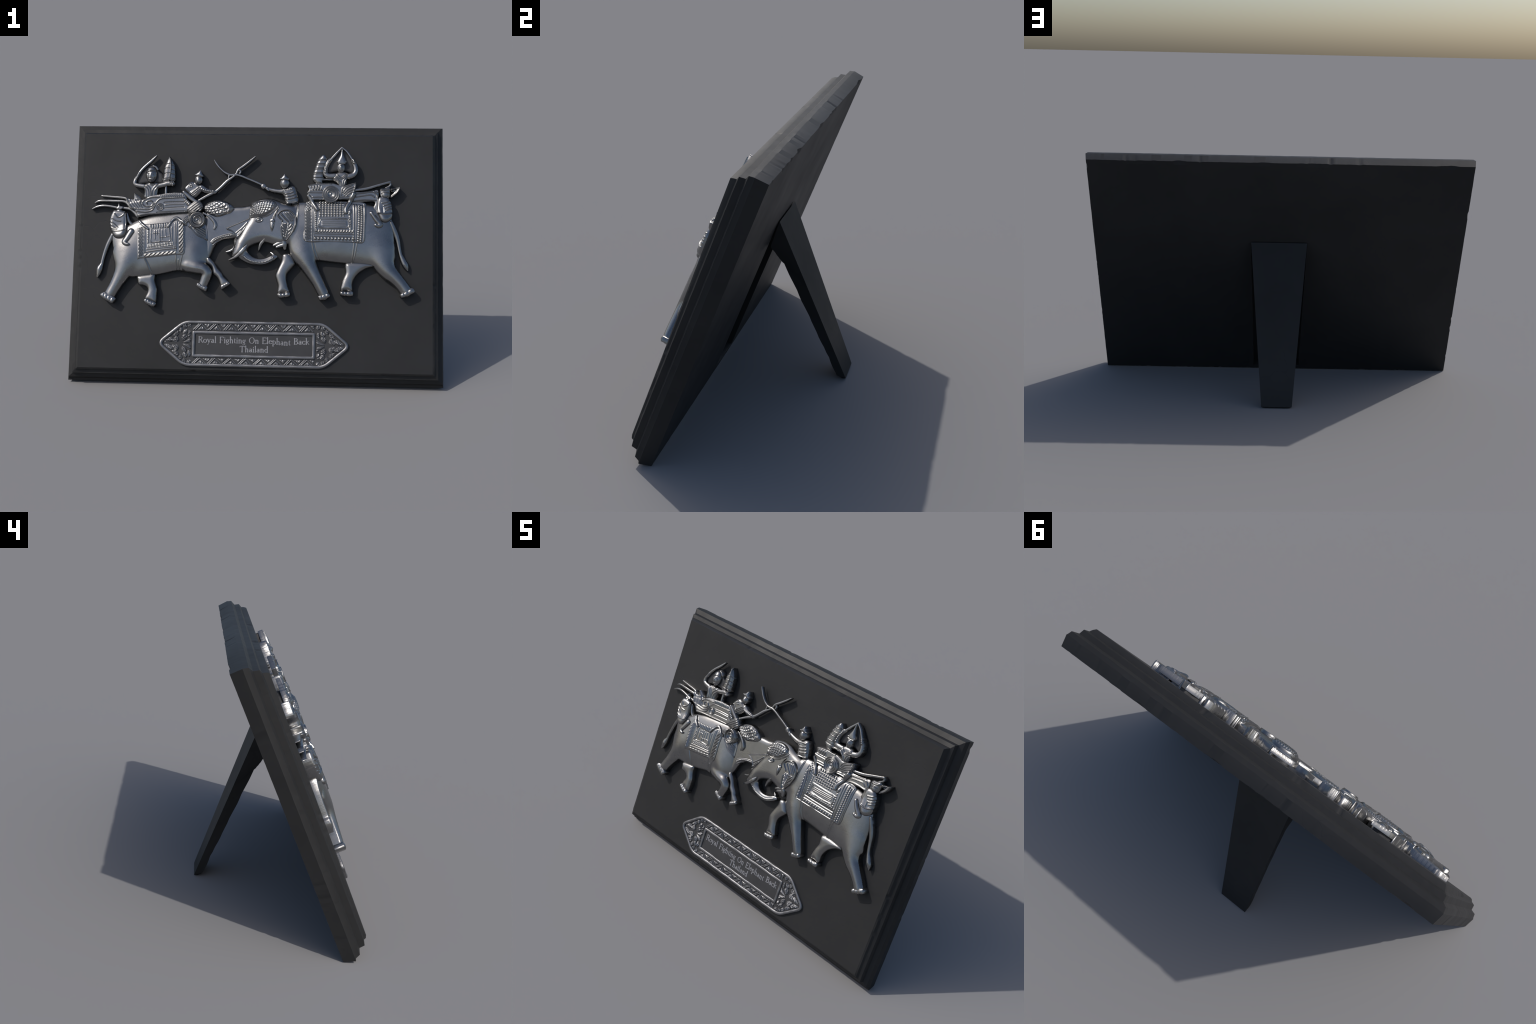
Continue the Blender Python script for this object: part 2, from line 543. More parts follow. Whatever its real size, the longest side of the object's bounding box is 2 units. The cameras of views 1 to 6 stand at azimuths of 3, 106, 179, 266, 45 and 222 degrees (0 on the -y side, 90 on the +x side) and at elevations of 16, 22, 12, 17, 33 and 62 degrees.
cast("chest_ornament", [Blob([(-356, 812), (-277, 828), (-256, 794), (-253, 736), (-275, 745), (-309, 759), (-336, 789)], 4, 4, 0)], left_body,
     [hatch([(-336, 801), (-265, 802), (-262, 749), (-305, 767)], 60, 11, 3),
      ridge([(-353, 810), (-332, 786), (-307, 762), (-254, 740)], 4, 3)], on=40)
left_cloth = cast("saddle_cloth", [Blob([(-628, 765), (-619, 816), (-571, 817), (-463, 828), (-411, 841), (-376, 821), (-372, 761), (-373,
        663), (-423, 655), (-528, 641), (-608, 633), (-622, 636)], 5, 4, 0)], left_body, [
    hatch([(-623, 795), (-599, 805), (-592, 649), (-615, 641)], 35, 10, 4, 2),
    hatch([(-407, 828), (-380, 819), (-377, 667), (-401, 663)], -35, 13, 4.5, 2),
    hatch([(-590, 656), (-417, 677), (-416, 660), (-585, 640)], -50, 13, 4, 2),
    ridge([(-594, 803), (-590, 721), (-587, 661)], 3, 3.5), ridge([(-586, 800), (-583, 721), (-580, 666)], 2.5, 2.5),
    ridge([(-418, 832), (-416, 760), (-416, 678)], 3, 4), ridge([(-427, 824), (-425, 753), (-425, 689)], 2.5, 2.5),
    ridge([(-580, 666), (-499, 679), (-416, 689)], 3, 3.5), ridge([(-574, 681), (-499, 690), (-423, 698)], 2.5, 2.5),
    lattice([(-573, 708), (-431, 723), (-428, 702), (-570, 685)], -5, 8, 8, 3),
    ridge([(-551, 789), (-551, 751), (-549, 718), (-500, 723), (-450, 727), (-453, 767), (-458, 797)], 3, 3.5),
    ridge([(-508, 789), (-506, 759), (-504, 722)], 3, 3), 
    hatch([(-564, 815), (-463, 826), (-458, 797), (-555, 791)], 0, 13, 3.5, 4, 3.0),
    ridge([(-532, 781), (-530, 736)], 3, 3), ridge([(-521, 782), (-520, 759)], 3, 3), ridge([(-493, 786), (-490, 737)], 3, 3), ridge([(-477, 790), (-473, 752)], 3, 3),
    ridge([(-545, 766), (-510, 770)], 2.5, 2.5), ridge([(-505, 744), (-456, 751)], 2.5, 2.5), beads([(-568, 785), (-567, 751), (-566, 713)], 9, 4.5, 3),
    ridge([(-443, 801), (-440, 768), (-439, 726)], 3, 3)], on=40)

left_howdah = cast("howdah", [
    Blob([(-626, 860), (-643, 887), (-674, 901), (-687, 926), (-660, 938), (-631, 942), (-596, 955), (-564,
        970), (-515, 979), (-457, 988), (-389, 988), (-371, 969), (-365, 930), (-333, 908), (-339, 891),
        (-463, 879), (-560, 870)], 66, 10, 34),
    Blob([(-699, 958), (-679, 956), (-655, 953), (-654, 985), (-635, 976), (-614, 954), (-607, 915), (-627,
        879), (-658, 898), (-674, 917), (-688, 937)], 60, 10, 34)],
    None, [
    ridge([(-517, 964), (-558, 961), (-593, 949), (-607, 931), (-592, 914), (-561, 914), (-549, 931), (-562,
        944), (-585, 936), (-579, 926)], 3.6, 5),
    ridge([(-642, 887), (-593, 882), (-555, 892), (-540, 916), (-529, 939), (-506, 955), (-455, 960), (-383,
        964)], 4, 5),
    ridge([(-658, 902), (-607, 898), (-568, 899), (-548, 913), (-541, 934)], 3.5, 4),
    ridge([(-630, 864), (-580, 872), (-503, 878), (-381, 886)], 4.5, 4),
    ridge([(-490, 936), (-441, 940), (-382, 941)], 3, -3), ridge([(-484, 922), (-441, 926), (-382, 928)], 3, 2), ridge([(-489, 904), (-440, 909), (-381, 913)], 3, -2), ridge([(-529, 882), (-452, 888), (-381, 891)], 3, -2.5),
    hatch([(-517, 976), (-456, 984), (-394, 985), (-386, 971), (-455, 963), (-506, 959)], 0, 10.5, 4, 2),
    ridge([(-591, 959), (-558, 972), (-517, 979), (-456, 988), (-389, 988)], 3, 3),
    ridge([(-678, 953), (-662, 927), (-640, 902)], 3, 3.5), ridge([(-664, 952), (-649, 930), (-630, 907)], 3, 3.5),
    ridge([(-651, 953), (-638, 935), (-620, 912)], 3, 3.5), ridge([(-651, 982), (-632, 961), (-613, 938)], 3.5, 4),
    ridge([(-637, 954), (-625, 938), (-610, 923)], 3, 3), ridge([(-614, 951), (-621, 930), (-607, 907)], 3, 3),
    ridge([(-695, 956), (-683, 938), (-667, 912), (-643, 891)], 4, 4)], k=6)
disc("howdah_rosette", left_howdah, [(-512, 911)][0], 21, 68, [(18, 3.5, 5), (9, 3, 4), (0, 5, 4)])
for pts, tp in (([(-833, 974, 3.6), (-770, 968, 4.7), (-705, 961, 5.7), (-688, 943, 7.3), (-674, 924, 7.3)], [26, 40, 52]),
                ([(-869, 936, 2.6), (-840, 946, 5.2), (-769, 945, 6.2), (-704, 941, 6.7), (-682, 921, 6.7)], [24, 38, 50]),
                ([(-883, 902, 2.6), (-854, 914, 5.2), (-820, 919, 6.2), (-779, 915, 5.7), (-742, 908, 5.7), (-708,
        906, 6.2), (-674, 900, 7.3), (-648, 882, 9.3), (-633, 865, 10.3)], [24, 36, 44, 50, 58])):
    cast("howdah_streamer", [Limb(pts, tp, 14)], left_howdah, floor=-4)
cast("girth_strap_loop", [Limb([(-692, 874, 6.8), (-678, 834, 8.3), (-656, 815, 9.8), (-635, 818, 8.3), (-624, 827, 6.8)], 46, 24)], left_howdah)

# knotted cloth and big rosette at the shoulder
cast("cloth_knot", [Blob([(-367, 904), (-357, 918), (-337, 936), (-315, 950), (-296, 943), (-283, 923), (-289, 896), (-310,
        887), (-338, 881), (-350, 879), (-363, 887)], 82, 22, 40)],
     left_body, [hatch([(-374, 902), (-317, 960), (-275, 924), (-304, 872), (-360, 866)], -52, 11.5, 4, 3)])
disc("shoulder_rosette", left_body, [(-310, 843)][0], 44, 92, [(38, 6, 7), (20, 6, 6), (9, 6, -3), (30, 5, -3)])
cast("tied_sash", [Blob([(-393, 841), (-372, 862), (-349, 867), (-352, 838), (-370, 819), (-385, 823)], 5, 8, 0)], left_body,
     [hatch([(-397, 845), (-349, 876), (-344, 834), (-378, 815)], -50, 8, 3)], on=50)
cast("bridle_hook", [Limb([(-279, 882, 4.5), (-246, 863, 6.7), (-223, 841, 9.0), (-213, 819, 9.0), (-219, 799, 6.0)], [60, 66, 62], 44)], left_neck)
cast("elephant_headdress", [Blob([(-281, 915), (-256, 938), (-230, 948), (-203, 952), (-173, 949), (-143, 938), (-119, 917), (-118,
        904), (-134, 885), (-157, 877), (-182, 868), (-208, 862), (-235, 871), (-262, 884), (-278, 900)], 66, 22, 40)],
     left_neck, [scales([(-277, 915), (-229, 944), (-173, 944), (-143, 931), (-141, 886), (-204, 868), (-257, 887)], [(-319, 929)][0], 13, 34, 4.5),
                 ridge([(-277, 903), (-243, 900), (-202, 910), (-143, 931)], 3.5, 4), ridge([(-271, 890), (-227, 889), (-176, 905), (-127, 913)], 3, 3.5),
                 ridge([(-242, 877), (-201, 882), (-149, 890)], 3, 3.5)])

# ------------------------------------------------------------------ riders of the left elephant
def conical_hat(name, parent, tip, left, right, top, waist=0.34):
    """cone with a slightly hollow slope and a rolled brim"""
    tip, left, right = (np.array(p, float) for p in (tip, left, right))
    mid = (left + right) / 2
    left, right = mid + (left - mid) * 0.9, mid + (right - mid) * 0.9
    on = lambda side, up, w: tuple(mid + (side - mid) * w + (tip - mid) * up)
    cone = [on(left, -0.12, 0.8), on(left, 0.08, 0.86), on(left, 0.5, waist), on(left, 0.85, 0.1), tuple(tip),
            on(right, 0.85, 0.1), on(right, 0.5, waist), on(right, 0.08, 0.86), on(right, -0.12, 0.8), on(right, -0.22, 0.4), on(left, -0.22, 0.4)]
    brim = [(*left, 2.2), (*mid, 3.4), (*right, 2.2)]
    return cast(name, [Blob(cone, top, 14, 30), Limb(brim, top - 4, 30)], parent, k=2)


def rider_torso(outline, top, detail, edge=16, wall=26, on=None):
    return cast("rider_torso", [Blob(outline, top, edge, wall)], None, detail, on=on, soft=60)


king = rider_torso([(-608, 1026), (-585, 1042), (-554, 1042), (-525, 1043), (-517, 1032), (-527, 1009), (-531, 980),
        (-528, 967), (-559, 956), (-598, 960), (-599, 995), (-604, 1013)], 56, [
    ridge([(-602, 1028), (-582, 1010), (-576, 986), (-577, 963)], 3.4, 4), ridge([(-591, 1034), (-571, 1015), (-565, 989), (-565, 966)], 3.4, 4),
    ridge([(-525, 1038), (-548, 1018), (-557, 997), (-555, 968)], 3.4, 4), ridge([(-516, 1031), (-536, 1012), (-544, 995), (-544, 969)], 3.4, 4),
    ridge([(-599, 1015), (-591, 999), (-587, 963)], 3, 3), ridge([(-587, 1049), (-558, 1031), (-531, 1048)], 4, 4)])
cast("rider_arm", [Limb([(-604, 1025, 11.4), (-638, 1031, 10.9), (-655, 1041, 9.8), (-652, 1061, 8.6), (-639, 1083, 7.8),
        (-633, 1099, 6.7)], [54, 46, 44, 44], 24)], king,
     [beads([(-647, 1063), (-639, 1082), (-632, 1098)], 9, 6, 3)])
cast("rider_arm", [Limb([(-528, 1028, 11.4), (-497, 1035, 11.3), (-473, 1042, 11.3), (-451, 1041, 13.9)], [56, 58, 60, 62], 24)], king,
     [beads([(-465, 1045), (-438, 1048)], 9, 5, 4), beads([(-460, 1034), (-440, 1035)], 9, 5, 4)])
cast("rider_head", [Blob(ellipse([(-566, 1090)][0], 31, 43), 60, 28, 26)], king,
     [ridge([(-596, 1096), (-566, 1107), (-538, 1104)], 3, -3), knob([(-564, 1079)][0], 18, 24, 4), knob([(-566, 1082)][0], 4, 11, 3), ridge([(-579, 1069), (-566, 1066), (-554, 1069)], 2.5, -2), ridge([(-585, 1090), (-575, 1092)], 3, -2), ridge([(-557, 1091), (-547, 1090)], 3, -2), ridge([(-593, 1104), (-566, 1113), (-539, 1111)], 6, 2)])
cast("rider_headband_knot", [Limb([(-557, 1137, 3.6), (-542, 1130, 5.7), (-533, 1118, 5.2)], 44, 20)], king)
cast("sword", [Limb([(-541, 1194, 2.6), (-568, 1165, 5.7), (-601, 1135, 6.2), (-623, 1110, 6.2), (-638, 1085, 5.7)], [40, 44, 46], 38, flat=0.2)], king, floor=14)
cast("feathered_shield", [Blob([(-472, 1191), (-464, 1183), (-445, 1149), (-439, 1123), (-438, 1059), (-470, 1052), (-504, 1047),
        (-502, 1086), (-499, 1128), (-488, 1159)], 58, 26, 26)], king,
     [ridge([(-469, 1184), (-461, 1148), (-461, 1106), (-469, 1052)], 5, 6)] +
     [ridge([a, b], 2.6, -4) for a, b in zip([(-496, 1145), (-500, 1122), (-502, 1094), (-502, 1066), (-458, 1143), (-457, 1116), (-458, 1093),
        (-460, 1069)],
                                             [(-465, 1148), (-463, 1124), (-465, 1097), (-467, 1069), (-444, 1140), (-441, 1114), (-439, 1091),
        (-438, 1066)])])
cast("shield_handle", [Limb([(-486, 1046, 6.2), (-486, 1020, 6.2), (-485, 983, 6.2)], 40, 20)], king)
cast("rider_leg", [Limb([(-619, 833, 7.5), (-597, 813, 9.0), (-570, 792, 6.8)], 11, 1)], king, on=50, soft=12)
cast("rider_leg", [Limb([(-461, 804, 5.2), (-444, 838, 7.5), (-422, 854, 7.5), (-395, 839, 7.5), (-368, 817, 6.0)], 11, 1)], king, on=50, soft=12)

mahout = rider_torso([(-385, 1011), (-379, 1029), (-355, 1049), (-332, 1049), (-313, 1038), (-299, 1033), (-283, 1020),
        (-293, 1003), (-309, 983), (-333, 965), (-352, 977), (-366, 992)], 54, [
    hatch([(-360, 990), (-310, 1029), (-289, 1019), (-334, 967)], 130, 9, 4, 3), lattice([(-369, 1034), (-349, 1045), (-330, 1019), (-361, 1018)], 20, 9, 9, 3.5),
    ridge([(-379, 1013), (-355, 990), (-339, 969)], 4, 3), ridge([(-331, 1047), (-320, 1032), (-310, 1027)], 4, 3)])
cast("rider_arm", [Limb([(-297, 1020, 15.9), (-271, 1006, 13.3), (-245, 1000, 10.3), (-222, 999, 10.8)], [56, 54, 50, 50], 22)], mahout,
     [beads([(-294, 1011), (-268, 1004), (-242, 1001), (-225, 1004)], 10, 6, 3)])
cast("rider_head", [Blob(ellipse([(-311, 1063)][0], 21, 25), 56, 20, 24)], mahout, [knob([(-311, 1059)][0], 13, 15, 3)])
conical_hat("rider_hat", mahout, [(-300, 1116)][0], [(-331, 1091)][0], [(-283, 1081)][0], 62, 0.45)
cast("rider_leg", [Limb([(-387, 994, 6.2), (-369, 979, 9.7), (-348, 961, 10.2), (-324, 944, 8.7)], 72, 34)], mahout)
cast("saddle_drape", [Blob([(-388, 967), (-371, 957), (-347, 935), (-353, 915), (-375, 928), (-386, 946)], 68, 10, 40)], mahout,
     [hatch([(-389, 967), (-350, 939), (-356, 913), (-383, 938)], -40, 10, 3)])
cast("war_goad", [Limb([(-306, 951, 5.1), (-268, 974, 6.2), (-238, 990, 6.7), (-215, 1003, 6.7), (-188, 1027, 7.2), (-158,
        1058, 7.2), (-132, 1077, 4.6), (-112, 1095, 4.1), (-100, 1120, 4.6), (-72, 1141, 5.6), (-37, 1169,
        5.1), (-9, 1194, 2.1)], [50, 48, 46, 44, 42], 34, flat=0.1)],
     mahout, floor=12)
cast("goad_hook", [Limb([(-151, 1063, 3.6), (-150, 1080, 3.6), (-147, 1090, 3.1)], 44, 30), Limb([(-98, 1122, 3.6), (-87, 1112, 4.6), (-91, 1099, 3.1)], 42, 30)], mahout, floor=12)

guard = rider_torso([(-774, 875), (-758, 893), (-707, 890), (-690, 872), (-686, 798), (-687, 779), (-701, 750), (-729,
        740), (-754, 748), (-771, 778), (-781, 816), (-781, 852)], 22, [
    ridge([(-775, 853), (-745, 835), (-719, 831)], 3, 3.5), ridge([(-778, 834), (-752, 816), (-732, 797)], 3, 3.5), ridge([(-778, 819), (-755, 801), (-736, 789)], 3, 3),
    ridge([(-774, 800), (-755, 789), (-740, 786)], 3, 3), ridge([(-762, 780), (-724, 778), (-687, 788)], 4, 4), ridge([(-754, 873), (-735, 852), (-709, 864), (-700, 881)], 4, 4),
    ridge([(-696, 873), (-692, 835), (-691, 790)], 3.5, 4)], 22, 4, 36)
cast("rider_head", [Blob(ellipse([(-732, 877)][0], 20, 24), 62, 18, 30)], guard)
cast("rider_hat", [Blob([(-748, 907), (-737, 917), (-735, 932), (-730, 917), (-712, 913), (-710, 902), (-729, 897), (-746,
        899)], 60, 10, 32)], guard,
     [ridge([(-746, 903), (-729, 900), (-711, 904)], 3, 3)])
cast("rider_leg", [Limb([(-662, 779, 17.3), (-683, 741, 15.1), (-697, 720, 13.5), (-682, 709, 10.5), (-672, 709, 6.8)], 13, 1)], guard, on=36, soft=20)

# ================================================================== 2. elephant on the right
right_far = cast("elephant_hind_leg", [
    Blob([(480, 629), (580, 631), (624, 615), (583, 599), (545, 574), (523, 544), (515, 518), (513, 481),
        (484, 481), (451, 484), (453, 514), (463, 547), (474, 577)], 56, 28, 26)])
foot(right_far, [(452, 477), (484, 477), (514, 478), (515, 457), (493, 453), (456, 457), (449, 464)], [(460, 467), (477, 465), (495, 464)], 62)
right_fore = cast("elephant_front_leg", [
    Blob([(145, 671), (182, 673), (212, 625), (205, 608), (173, 569), (169, 539), (176, 505), (185, 469),
        (156, 464), (121, 464), (122, 501), (108, 553), (116, 586), (138, 635)], 56, 28, 26)])
foot(right_fore, [(125, 462), (156, 464), (184, 468), (187, 452), (175, 444), (152, 441), (132, 439), (123, 449)], [(136, 452), (154, 453), (173, 457)], 62)

right_body = cast("x", [
    Blob([(156, 870), (176, 919), (212, 947), (256, 951), (405, 961), (577, 945), (682, 915), (719, 858),
        (729, 780), (733, 703), (733, 646), (655, 610), (504, 623), (332, 638), (294, 639), (217, 667),
        (168, 724), (150, 792)], 86, 92, 26, "torso"),
    Limb([(663, 705, 71.4), (674, 638, 61.4), (698, 591, 46.7), (735, 554, 36.4), (769, 516, 32.0), (791,
        485, 32.0)], [50, 56, 58, 56, 54, 52], 24, "hind"),
    Limb([(231, 751, 66.6), (247, 684, 62.8), (278, 621, 47.9), (310, 566, 38.3), (336, 518, 32.3), (358,
        474, 30.1), (364, 458, 29.3)], [56, 64, 64, 60, 57, 54, 52], 24, "fore"),
    Blob([(-35, 905), (-21, 946), (29, 965), (87, 965), (145, 944), (203, 923), (231, 869), (220, 791), (183,
        733), (135, 711), (53, 731), (5, 723), (-33, 703), (-56, 666), (-104, 646), (-126, 661), (-108,
        729), (-87, 778), (-64, 822), (-41, 861)], 61, 46, 24, "head"),
    Limb([(-72, 728, 46.6), (-78, 691, 35.7), (-59, 661, 29.8), (-23, 637, 21.5), (20, 628, 17.1), (60, 634,
        17.1), (93, 650, 15.6), (110, 657, 8.9)], [48, 48, 46, 42, 40, 38, 32], 16, "trunk")],
    None, [beads([(-63, 657), (-29, 633), (20, 623), (60, 629), (97, 650)], 8, 5, 3), ridge([(-70, 657), (-29, 628), (20, 615), (61, 621), (97, 641)], 3, 2),
           ridge([(298, 738), (308, 690), (332, 634)], 3.4, 3), ridge([(310, 734), (321, 683), (339, 638)], 3, -2),
           ridge([(520, 737), (515, 685), (508, 628)], 4, 3), ridge([(535, 734), (526, 678), (516, 630)], 3, 2.5),
           ridge([(-25, 874), (42, 879), (93, 912), (111, 927)], 3.5, 3.5), ridge([(-25, 861), (53, 866), (106, 904), (120, 923)], 3.5, 3.5),
           ridge([(114, 899), (99, 872), (91, 850)], 4, 4), ridge([(123, 914), (107, 884), (98, 853)], 3, 3),
           ridge([(226, 949), (223, 889), (216, 825), (201, 787)], 3, 3.5), ridge([(221, 949), (216, 889), (210, 825)], 2.5, -2.5)],
    names={"torso": "elephant_torso", "hind": "elephant_hind_leg", "fore": "elephant_front_leg",
           "head": "elephant_head", "trunk": "elephant_trunk"}, k=26, smooth=0, inflate=(22, 42),
    swell=[along([(222, 849, 48.3), (231, 759, 74.0), (251, 677, 70.2), (281, 614, 55.3), (315, 559, 44.1), (357,
        478, 34.8)], 13),
           along([(662, 809, 69.8), (659, 727, 84.3), (674, 638, 76.8), (704, 583, 54.7), (744, 547, 43.7), (784,
        492, 36.3)], 12),
           along([(150, 845, 55.5), (99, 799, 74.0), (47, 768, 70.4), (0, 738, 51.9), (-26, 707, 37.1)], 4)])
cast("trunk_tip", [Limb([(106, 655, 8.2), (94, 670, 6.7), (81, 680, 3.0)], [38, 34, 26], 16)], right_body)
foot(right_body, [(763, 469), (785, 482), (823, 501), (835, 485), (830, 475), (800, 460), (772, 450), (763, 455)], [(773, 461), (792, 469), (814, 482)], 62)
foot(right_body, [(335, 450), (350, 458), (386, 467), (397, 455), (391, 444), (369, 436), (345, 429), (337, 440)], [(347, 441), (365, 447), (384, 454)], 62)
cast("elephant_tail", [Limb([(713, 844, 9.6), (733, 797, 13.2), (748, 756, 11.7), (756, 715, 8.8), (764, 678, 8.8), (778, 645,
        14.6), (792, 616, 14.6), (801, 595, 3.7)], [50, 40, 34, 32, 36, 26], 14)], right_body)
cast("elephant_tusk", [Limb([(-43, 713, 3.0), (-58, 692, 8.9), (-76, 672, 8.9), (-105, 649, 6.3), (-141, 634, 2.2)], [84, 96, 92, 72, 40], 22)], right_body, floor=10)
cast("elephant_tusk", [Limb([(48, 746, 2.2), (40, 735, 7.4), (27, 718, 7.4), (18, 688, 2.2)], [76, 62, 44], 30)], right_body)
cast("forehead_flap", [Blob([(-155, 802), (-88, 833), (-32, 859), (-24, 847), (-58, 798), (-95, 745), (-109, 771), (-124, 785)], 62, 8, 30)], right_body,
     [ridge([(-150, 802), (-92, 828), (-34, 854)], 3.5, 4), ridge([(-103, 777), (-72, 804), (-45, 833)], 3.5, 4),
      ridge([(-149, 799), (-124, 787), (-107, 770), (-97, 748)], 4, 4), ridge([(-99, 753), (-65, 793), (-27, 846)], 3.5, 4), ridge([(-94, 768), (-72, 793)], 3, 3)])
cast("elephant_headdress", [Blob([(-34, 886), (-23, 919), (1, 945), (40, 958), (77, 956), (103, 944), (108, 926), (89, 899), (53,
        872), (8, 864), (-26, 860)], 14, 30, 0)],
     right_body, [scales([(-26, 908), (3, 943), (74, 953), (102, 936), (86, 902), (46, 879), (-21, 878)], [(-57, 829)][0], 11, 52, 4.5),
                  ridge([(-29, 882), (-26, 912), (1, 942), (40, 954), (77, 952), (102, 940)], 3.5, 3), ridge([(-31, 878), (-28, 863), (-25, 859)], 4, 3)], on=62)
cast("elephant_eye", [Blob(ellipse([(19, 846)][0], 22, 14, 18, 8), 5, 6, 0)], right_body,
     [ridge(ellipse([(19, 846)][0], 18, 10.5, 18, 8), 3.4, 3, True), knob([(19, 846)][0], 8, 5, 5)], on=60)
cast("headdress_tassel", [Blob([(76, 846), (88, 855), (99, 851), (104, 840), (96, 803), (87, 784), (77, 810)], 6, 8, 0)], right_body,
     [ridge([(78, 840), (91, 837), (103, 841)], 3, 3), knob([(89, 814)][0], 8, 20, 4)], on=60)
cast("elephant_ear", [Blob([(112, 874), (127, 894), (156, 906), (186, 900), (209, 874), (216, 832), (203, 791), (183, 761),
        (167, 740), (148, 741), (137, 768), (131, 805), (138, 839), (121, 857)], 6, 6, 0)], right_body,
     [ridge([(140, 841), (116, 870), (131, 892), (160, 901), (186, 894), (206, 870), (212, 831), (200, 790),
        (179, 760), (165, 742), (148, 744), (139, 770), (135, 811)], 7, 8),
      ridge([(135, 877), (154, 856), (174, 836)], 5, 5), ridge([(173, 830), (168, 789), (159, 752)], 4, 3.5),
      hatch([(146, 886), (183, 890), (201, 864), (198, 831), (180, 842)], 40, 11, 4, 4), hatch([(139, 830), (169, 830), (167, 752), (148, 752)], 55, 12, 4.5, 4),
      hatch([(173, 830), (202, 827), (188, 782), (170, 759)], -40, 12, 4.5, 4)], on=58)
cast("bridle_bell", [Limb([(146, 742, 8.1), (154, 723, 11.8), (156, 699, 7.4)], [74, 72, 60], 40), Limb([(97, 714, 4.4), (115, 722, 7.4), (137, 731, 7.4)], [60, 66, 70], 36),
                     Limb([(112, 705, 4.4), (134, 713, 7.4), (148, 717, 7.4)], [60, 66, 70], 36)], right_body, k=3)

right_cloth = cast("saddle_cloth", [Blob([(261, 941), (328, 953), (404, 956), (499, 953), (574, 947), (582, 910), (579, 813), (569, 734),
        (502, 733), (378, 735), (260, 738), (259, 828)], 5, 4, 0)], right_body, [
    hatch([(263, 900), (289, 915), (291, 747), (265, 742)], 40, 11, 5, 2), lattice([(269, 948), (289, 949), (290, 904), (268, 892)], 45, 11, 11, 4),
    ridge([(294, 919), (296, 829), (298, 741)], 3, 4), ridge([(304, 908), (305, 829), (307, 747)], 2.6, 3),
    beads([(319, 893), (319, 844), (320, 792)], 11, 5, 4), ridge([(311, 893), (312, 844), (313, 788)], 2.4, 2.5),
    lattice([(332, 953), (461, 954), (467, 868), (335, 867)], 0, 15.5, 14, 5, 2),
    ridge([(333, 856), (335, 809), (411, 807), (487, 810), (488, 850), (486, 857), (410, 858), (335, 859)], 3, 3), ridge([(343, 852), (344, 813), (480, 812), (481, 853), (410, 855), (343, 855)], 2.4, 3, True),
    hatch([(347, 848), (478, 848), (479, 815), (348, 815)], 92, 9, 1.2, 3),
    hatch([(315, 798), (515, 798), (516, 782), (316, 783)], -35, 12, 5, 2), ridge([(310, 777), (411, 775), (517, 775)], 2.6, 3), ridge([(309, 762), (411, 762), (518, 761)], 2.6, 3),
    beads([(307, 750), (411, 750), (519, 749)], 18, 6.5, 5.5), ridge([(265, 737), (393, 736), (518, 736)], 2.5, 3),
    ridge([(515, 936), (517, 847), (515, 739)], 3.4, 4.5), ridge([(529, 936), (530, 847), (528, 735)], 3.4, 4.5),
    beads([(545, 937), (545, 836), (540, 739)], 12, 6, 5), beads([(558, 933), (559, 836), (554, 739)], 12, 6, 5), ridge([(571, 937), (572, 847), (568, 736)], 3.4, 4),
    beads([(496, 876), (499, 835), (499, 802)], 13, 6, 3), ridge([(262, 933), (261, 843), (262, 743)], 3, 3), beads([(498, 902), (493, 887)], 14, 10, 5)], on=46)

right_howdah = cast("howdah", [
    Blob([(273, 1037), (318, 1046), (361, 1048), (404, 1048), (434, 1040), (454, 1035), (490, 1044), (527,
        1053), (523, 1013), (508, 969), (490, 963), (450, 963), (357, 959), (301, 958), (288, 977), (269,
        997), (280, 1013)], 70, 8, 36),
    Blob([(510, 951), (512, 999), (564, 1006), (617, 1013), (643, 1016), (646, 978), (641, 902), (621, 919),
        (625, 954), (569, 953)], 56, 8, 30)],
    None, [
    hatch([(288, 1032), (346, 1038), (346, 1012), (293, 1009)], -15, 14, 5, 3), ridge([(275, 1035), (318, 1043), (361, 1045), (399, 1045)], 3, 4),
    ridge([(283, 1007), (311, 1008), (351, 1009)], 3, 3), ridge([(273, 1002), (288, 997), (349, 997)], 3, 3), ridge([(299, 972), (324, 974), (359, 974)], 3, 4), ridge([(299, 961), (337, 962), (374, 962)], 3, 4),
    ridge([(440, 975), (465, 977), (495, 978)], 3, 4), ridge([(435, 965), (465, 967), (500, 968)], 3, 4),
    ridge([(450, 986), (457, 1024), (487, 1040), (524, 1050)], 4, 4.5), ridge([(524, 1049), (521, 1025), (507, 989), (495, 973)], 4, 4.5),
    ridge([(456, 1001), (474, 1024), (504, 1038)], 4, 4.5), ridge([(461, 993), (482, 1014), (515, 1030)], 4, 4.5), ridge([(467, 986), (487, 1004), (515, 1017)], 4, 4),
    ridge([(475, 981), (495, 996), (507, 1002)], 4, 3.5),
    ridge([(516, 993), (564, 999), (614, 1005), (634, 992), (639, 974)], 4, 4), ridge([(515, 975), (564, 984), (604, 988), (624, 977)], 4, 4),
    ridge([(513, 955), (564, 963), (632, 961)], 4, 4), ridge([(642, 982), (641, 941), (638, 904)], 4, 4), ridge([(619, 1009), (639, 1005), (645, 1013)], 4, 3)], k=5)
disc("howdah_shield", right_howdah, [(395, 989)][0], 46, 82, [(42, 5, 5), (31, 5, 5), (20, 5, 5), (8, 5, -2)])
cast("howdah_pole", [Limb([(516, 1014, 6.6), (582, 1024, 6.6), (645, 1043, 6.0), (706, 1062, 5.0)], [56, 54, 50], 34), Limb([(706, 1059, 4.5), (708, 1044, 4.5), (685, 1029, 4.5)], 46, 34)], right_howdah, k=3, floor=8)
